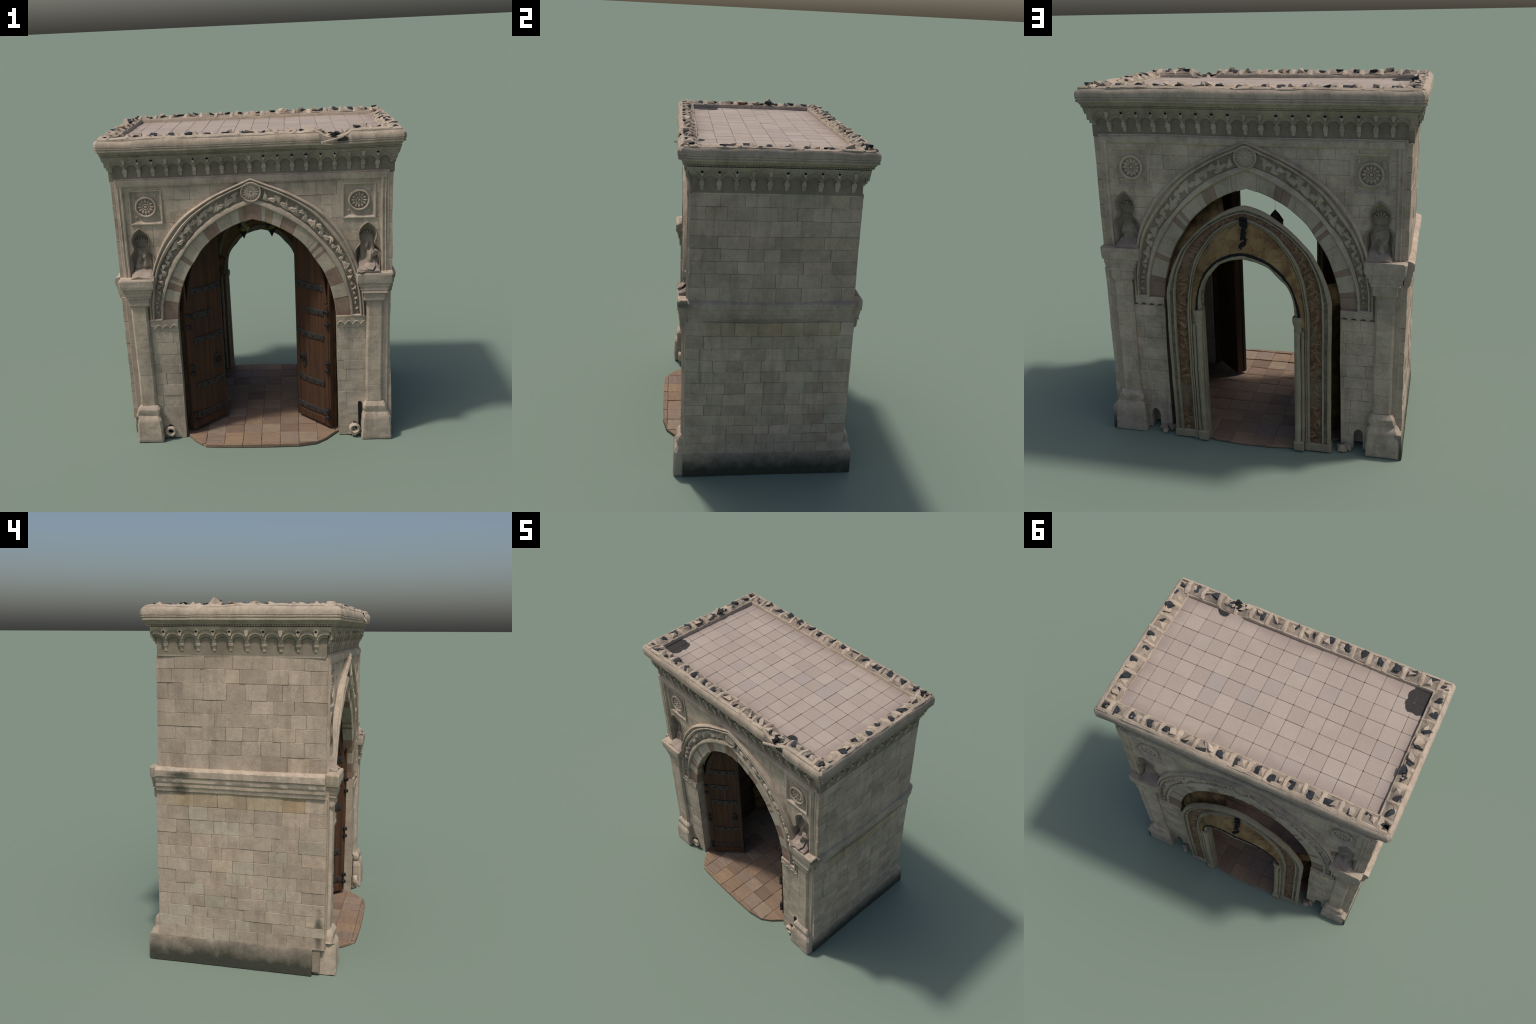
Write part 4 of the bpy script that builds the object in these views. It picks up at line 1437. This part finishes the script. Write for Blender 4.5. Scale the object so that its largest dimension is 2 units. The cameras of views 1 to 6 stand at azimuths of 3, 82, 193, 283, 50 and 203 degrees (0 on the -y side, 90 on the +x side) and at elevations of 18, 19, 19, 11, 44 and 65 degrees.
def door(s):
    D = empty('door_leaf')
    hinge = Vector((s * .438, -.420, 0))
    ax = Vector((-s * .737, .676, 0)); ax.normalize()
    nr = Vector((s * ax.y, -abs(ax.x) * 1, 0))       # toward the street and the wall
    nr = Vector((-ax.y * (-s), -abs(ax.x), 0)); nr.normalize()
    # street face looks to -y and to the middle
    nr = Vector((-s * .676, -.737, 0)); nr.normalize()

    def W(u, d, z):
        return hinge + ax * u + nr * d + Vector((0, 0, z))

    def put(name, vf, mat, parent=D, **k):
        v, f = vf
        return emit(name, [W(*p) for p in v], f, mat, parent, warpk=.4, **k)

    # leaf: vertical boards, each cut to the arched head
    n = 5
    for i in range(n):
        a = DW * i / n + (.0006 if i else -.012); b = DW * (i + 1) / n - .0006
        ztop = lambda u: max(p.y for p in [arc[min(int(u / DW * 17), 17)]]) if False else _arch_z(u)
        us = [a + (b - a) * k / 4 for k in range(5)]
        dt = lambda u: .052 + .006 * max(u, 0) / DW
        rows = [[(u, -dt(u), .032), (u, -.001 if k in (0, 4) else 0, .032), (u, -.001 if k in (0, 4) else 0, ztop(u)), (u, -dt(u), ztop(u))]
                for k, u in enumerate(us)]
        put('door_board', grid_skin(rows), M_WOOD)
    # arched border and stiles
    inner = [Vector((p.x + .030 * (1 - p.x / DW * .3), p.y - .020)) for p in arc]
    rows = []
    for p, q in zip(arc, inner):
        rows.append([(p.x, -.002, p.y), (p.x, .005, p.y - .002), (q.x, .005, q.y), (q.x, -.002, q.y - .001)])
    rows = [[(min(max(u, 0), DW), d, z) for u, d, z in r] for r in rows]
    put('door_border', grid_skin(rows), M_WOOD)
    put('door_stile', cbox(0, .030, -.002, .005, .032, .88, .002), M_WOOD)
    put('door_stile', cbox(DW - .022, DW, -.002, .005, .032, 1.39, .002), M_WOOD)
    put('door_rail', cbox(.030, DW - .022, -.002, .005, .036, .085, .002), M_WOOD)
    put('door_edge_band', cbox(DW - .004, DW + .003, -.014, .007, .034, 1.39, .002), M_IRON)
    # iron straps with studs
    H = empty('door_ironwork', D)
    for z, u0, u1 in ((.978, .034, DW - .002), (.815, .034, .182), (.645, .034, DW - .002), (.325, .034, DW - .002), (.122, .022, DW - .002)):
        hh = .021
        rows = [[(u, d, z + q * (hh - .001) + .003 * math.sin(u * 30)) for d, q in ((0.0, -1), (.006, -1), (.008, -.8), (.008, .8), (.006, 1), (.0, 1))]
                for u in [u0 + (u1 - u0) * k / 8 for k in range(9)]]
        put('iron_strap', grid_skin(rows), M_IRON, H)
        rows_n = 4 if u1 > .2 else 2
        for k in range(rows_n):
            u = u0 + (u1 - u0) * (k + .5) / rows_n
            bl = []
            for q in range(4):
                a_ = q / 3 * PI / 2
                r_ = max(.0075 * math.cos(a_), .0005)
                bl.append([(u + r_ * math.cos(2 * PI * j / 8), .008 + .006 * math.sin(a_), z + r_ * math.sin(2 * PI * j / 8)) for j in range(8)])
            put('iron_stud', grid_skin(bl), M_STUD, H, smooth=60)
    # lock plate and ring
    pl = [(.205 + .024 * math.cos(t) * (1 if abs(math.cos(t)) < .9 else .9), .458 + .055 * math.sin(t)) for t in [2 * PI * i / 20 for i in range(20)]]
    v, f = prism_xz(pl, .002, .008)
    put('lock_plate', (v, f), M_IRON, H)
    v, f = torus_xz(.208, .468, -.016, .016, .0042, 18, 6)
    put('pull_ring', ([(x, -y, z) for x, y, z in v], f), M_STUD, H, smooth=60)
    # hinge knuckles on the jamb side
    for z in (.835, .755, .485, .435, .150, .100):
        put('hinge_knuckle', cbox(-.014, .016, .004, .024, z - .012, z + .012, .005), M_STUD, H)
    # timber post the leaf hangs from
    x0, x1 = sorted((s * .456, s * .492))
    g = Geo().add(*cbox(x0, x1, -.400, -.362, .008, .86, .006))
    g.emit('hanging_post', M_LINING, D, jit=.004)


def _arch_z(u):
    for p, q in zip(arc, arc[1:]):
        if p.x <= u <= q.x:
            return p.y + (q.y - p.y) * (u - p.x) / max(q.x - p.x, 1e-6)
    return arc[-1].y


door(-1)
door(1)
# dark band behind the arch, between it and the leaves
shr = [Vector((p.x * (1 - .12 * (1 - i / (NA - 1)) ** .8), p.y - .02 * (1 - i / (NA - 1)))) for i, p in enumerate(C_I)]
emit('dark_gap_band', *arch_loft([(C_I, -.358), (shr, -.356), (shr, -.346), (C_I, -.344)]), M_LINING, empty('dark_gap_bands'), jit=.003)

# --------------------------------------------------------------------------
# inner portal standing at the back mouth of the passage (faces +y)
# --------------------------------------------------------------------------
portal = empty('inner_portal')
NL_, NR_ = 14, 30


def pcurve(xleg, pts):
    """leg straight up, then the arched part; foot -> apex"""
    leg = [Vector((xleg + (pts[0][0] - xleg) * (i / NL_) ** 3, pts[0][1] * i / NL_)) for i in range(NL_)]
    return leg + catmull(pts, NR_)


P_O = pcurve(.449, [(.449, .80), (.449, .88), (.434, .945), (.402, 1.04), (.350, 1.135), (.300, 1.195), (.228, 1.268), (.130, 1.338), (.05, 1.374), (0, 1.384)])
P_B = pcurve(.428, [(.428, .80), (.426, .88), (.410, .955), (.386, 1.035), (.345, 1.122), (.285, 1.198), (.220, 1.260), (.133, 1.318), (.05, 1.352), (0, 1.364)])
P_F = pcurve(.403, [(.403, .80), (.400, .89), (.388, .98), (.368, 1.04), (.332, 1.118), (.272, 1.195), (.210, 1.252), (.128, 1.306), (.05, 1.338), (0, 1.350)])
P_G = pcurve(.334, [(.334, .80), (.324, .89), (.304, 1.002), (.270, 1.098), (.211, 1.188), (.145, 1.258), (.058, 1.304), (0, 1.320)])
P_Y = pcurve(.311, [(.311, .80), (.303, .88), (.282, 1.000), (.247, 1.090), (.193, 1.176), (.131, 1.243), (.051, 1.289), (0, 1.306)])
P_T = pcurve(.289, [(.286, .80), (.274, .88), (.252, .953), (.218, 1.023), (.171, 1.078), (.116, 1.118), (.053, 1.146), (0, 1.157)])
P_N = pcurve(.254, [(.254, .80), (.249, .89), (.223, .966), (.178, 1.022), (.132, 1.074), (.080, 1.101), (.04, 1.114), (0, 1.122)])
NTOT = NL_ + NR_
lean = [0.0] * NL_ + [(i / (NR_ - 1)) ** 1.2 for i in range(NR_)]     # how far the inner arch leans out
yT = [.540 + .055 * t for t in lean]
yN = [.537 + .063 * t for t in lean]
yNb = [.498 + .020 * t for t in lean]

g = Geo().add(*arch_loft([(lerp_curve(P_O, P_B, .2), .502), (P_N, yNb), (P_N, [a - .012 for a in yN]), (P_T, [a - .012 for a in yT]), (P_Y, .512), (lerp_curve(P_O, P_B, .2), .512)]))
g.emit('portal_backing', flat('golden_brown_backing', (0.15, 0.092, 0.042), .9, .6, 14), portal, smooth=40, jit=.002)
lc = lerp_curve
# golden-brown webbing that flares from the portal to the passage walls behind the doors
M_WEB = flat('golden_brown_webbing', (0.150, 0.088, 0.036), .9, .75, 13)
P_W = [Vector((p.x * 1.235, p.y * (1.0 if i < NL_ else 1.0 + .05 * (i - NL_) / NR_))) for i, p in enumerate(P_O)]
for s, share in ((1, .86), (-1, .24)):
    n = NL_ + int(NR_ * share)
    rows = []
    for i in range(n):
        rag = .010 * noise.noise(Vector((i * .7, s * 3, 1.0)))
        q = min(1.0, max(0.0, (i - NL_ + 2) / 4))        # flares less round the arch than on the legs
        sec = [(P_T[i], .476 + .016 * q), (lerp_curve(P_T, P_Y, .9)[i], .452 + .030 * q), (P_O[i], .300 + .150 * q + rag), (P_W[i], .150 + .24 * q + 2 * rag)]
        sec += [(c, y + .007) for c, y in reversed(sec)]
        rows.append([(s * c.x, y, max(c.y, .008)) for c, y in sec])
    emit('webbing', *grid_skin(rows), M_WEB, portal, smooth=40, jit=.004)
    for cx, cy in ((.272, .470), (.300, .450)):
        rows = [[(s * (cx + .010 * math.cos(2 * PI * j / 10)), cy + .010 * math.sin(2 * PI * j / 10), z) for j in range(10)] for z in [.03 + .75 * i / 8 for i in range(9)]]
        emit('reveal_colonnette', *grid_skin(rows), M_TAN, portal, smooth=50)
emit('outer_band', *arch_loft([(P_O, .508), (P_O, .528), (lc(P_O, P_B, .25), .536), (lc(P_O, P_B, .8), .537), (P_B, .530), (P_B, .508)]),
     M_CREAM, portal, smooth=40, jit=.0015)
emit('bead_channel', *arch_loft([(P_B, .50), (P_B, .5315), (lc(P_B, P_F, .65), .5305), (lc(P_B, P_F, .65), .50)]), M_BEAD, portal, jit=.0012)
emit('inner_fillet', *arch_loft([(lc(P_B, P_F, .62), .50), (lc(P_B, P_F, .64), .534), (P_F, .536), (lc(P_F, P_G, .05), .530), (lc(P_F, P_G, .05), .50)]),
     M_CREAM, portal, smooth=40, jit=.001)
emit('floral_band', *arch_loft([(P_F, .50), (P_F, .522), (lc(P_F, P_G, .5), .5225), (P_G, .522), (P_G, .50)]), M_FLORAL, portal, smooth=40, jit=.002)
emit('inner_moulding', *arch_loft([(P_G, .50), (P_G, .532), (lc(P_G, P_Y, .2), .540), (lc(P_G, P_Y, .45), .540), (lc(P_G, P_Y, .55), .533),
                                   (lc(P_G, P_Y, .75), .540), (lc(P_G, P_Y, .95), .538), (P_Y, .530), (P_Y, .50)]), M_CREAM, portal, smooth=40, jit=.0012)
# raised scrolls on the floral band
def torus_rel(cx, cz, y, R_, r_):
    v, f = torus_xz(0, 0, 0, R_, r_, 14, 6, 1.2)
    return [(cx + a, y + b, cz + c) for a, b, c in v], f


gf = Geo()
rf = random.Random(17)
midf = lc(P_F, P_G, .5)
for s in (-1, 1):
    for i in range(56):
        u = (.02 + .96 * i / 55)
        # even spacing by height on the legs, by index on the arch
        k = u * (NTOT - 1); a = min(int(k), NTOT - 2)
        p = midf[a].lerp(midf[a + 1], k - a)
        w = (P_F[a] - P_G[a]).length
        p = p + Vector((rf.uniform(-.25, .25) * w, rf.uniform(-.012, .012)))
        ang = rf.uniform(-1.2, 1.2) + (PI / 2 if i % 3 == 0 else 0)
        gf.add(*shift(blob(rf.uniform(.011, .016), rf.random() * 20, 2, .45, 1.7, (1.75, .46, .62)), (s * p.x, .5215, p.y), Matrix.Rotation(ang, 3, 'Y')))
        q = p + Vector((rf.uniform(-.3, .3) * w, rf.uniform(-.016, .016)))
        gf.add(*torus_rel(s * q.x, q.y, .5215, rf.uniform(.008, .012), .0038))
gf.emit('floral_relief', M_RELIEF, portal, smooth=50, kind='stuff')
# arched inner part
H_ = NL_ - 1
cut = lambda c: c[H_:]
def aloft(sec):
    return arch_loft([(cut(c), y[H_:] if isinstance(y, list) else y) for c, y in sec])
mixl = lambda A, B, w: [a + (b - a) * w for a, b in zip(A, B)]
yY = [.534] * NTOT
rows_y = [(P_Y, .50), (P_Y, yY)]
for w in (.2, .4, .6, .8):
    rows_y.append((lc(P_Y, P_T, w), [a + .006 * math.sin(PI * w) for a in mixl(yY, yT, w)]))
rows_y += [(P_T, yT), (P_T, .50)]
emit('plaster_archivolt', *aloft(rows_y), M_YELLOW, portal, smooth=40, jit=.003)
emit('soffit_roll', *aloft([(P_T, .49), (P_T, [a - .004 for a in yT]), (lc(P_T, P_N, .3), [a + .002 for a in yT]), (lc(P_T, P_N, .75), [a + .002 for a in yN]),
                            (P_N, [a - .006 for a in yN]), (P_N, .485)]), M_CREAM, portal, smooth=40, jit=.002)
emit('soot_groove', *aloft([(lc(P_T, P_N, .05), [a - .01 for a in yT]), (lc(P_T, P_N, .06), [a + .0045 for a in yT]), (lc(P_T, P_N, .42), [a + .0050 for a in yT]),
                            (lc(P_T, P_N, .45), [a - .01 for a in yT])]), M_HOLE, portal, jit=.004)
# colonnettes, capitals and bases of the legs
for s in (-1, 1):
    C = empty('portal_jamb', portal)
    for cx, cy, r_, nm in ((.270, .533, .0165, 'colonnette'), (.299, .529, .0095, 'slender_colonnette')):
        rows = []
        for z in [.055 + (.72 - .055) * i / 12 for i in range(13)]:
            rows.append([(s * (cx + r_ * math.cos(2 * PI * j / 14)), cy + r_ * math.sin(2 * PI * j / 14), z) for j in range(14)])
        emit(nm, *grid_skin(rows), M_CREAM, C, smooth=50)
    x0, x1 = sorted((s * .250, s * .312))
    emit('jamb_face', *cbox(x0, x1, .482, .528, 0.01, .80, .003), M_CREAM, C)
    rows = []
    for z, r_ in ((.712, .018), (.722, .021), (.728, .019), (.745, .020), (.765, .025), (.772, .027), (.795, .027), (.800, .024)):
        rows.append([(s * (.272 + r_ * 1.05 * math.copysign(abs(math.cos(t)) ** .6, math.cos(t))), .529 + r_ * math.copysign(abs(math.sin(t)) ** .6, math.sin(t)), z)
                     for t in [2 * PI * j / 16 for j in range(16)]])
    emit('jamb_capital', *grid_skin(rows), M_CREAM, C, smooth=40, jit=.002)
    x0, x1 = sorted((s * .246, s * .305))
    emit('jamb_base', *cbox(x0, x1, .490, .556, 0, .058, .006), M_CREAM, C, jit=.003)
    x0, x1 = sorted((s * .306, s * .452))
    emit('portal_plinth', *cbox(x0, x1, .486, .538, 0, .048, .005), M_CREAM, C, jit=.003)
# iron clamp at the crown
g = Geo()
for i in range(7):
    z = 1.185 + .022 * i
    y = .586 - (.586 - .544) * (i / 6) ** .9
    g.add(*shift(rock(500 + i, (.021 + .004 * (i > 4), .013, .019)), (rf.uniform(-.002, .002), y, z)))
g.add(*shift(rock(520, (.010, .006, .007)), (-.020, .582, 1.225)))
g.emit('iron_clamp', M_HOLE, portal, jit=.002)

# --------------------------------------------------------------------------
# two hanging mosaic lanterns
# --------------------------------------------------------------------------
for cx, z0 in ((-.108, 1.112), (.089, 1.120)):
    Lh = empty('lantern')
    cy = .30
    def ring(r, z, n=6):
        return [(cx + r * math.cos(2 * PI * (j + .25) / n), cy + r * math.sin(2 * PI * (j + .25) / n), z) for j in range(n)]
    emit('lantern_tip', *grid_skin([ring(.001, z0), ring(.012, z0 + .024), ring(.034, z0 + .058), ring(.038, z0 + .062)]), M_STUD, Lh, warpk=0)
    emit('lantern_body', *grid_skin([ring(.036, z0 + .060), ring(.042, z0 + .085), ring(.043, z0 + .105), ring(.042, z0 + .135)]), M_GLASS, Lh, warpk=0)
    emit('lantern_roof', *grid_skin([ring(.045, z0 + .134), ring(.043, z0 + .142), ring(.022, z0 + .175), ring(.002, z0 + .198)]), M_LINING, Lh, warpk=0)
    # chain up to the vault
    emit('lantern_chain', *cbox(cx - .0006, cx + .0006, cy - .0006, cy + .0006, z0 + .19, 1.47, 0), M_STUD, Lh, warpk=0)
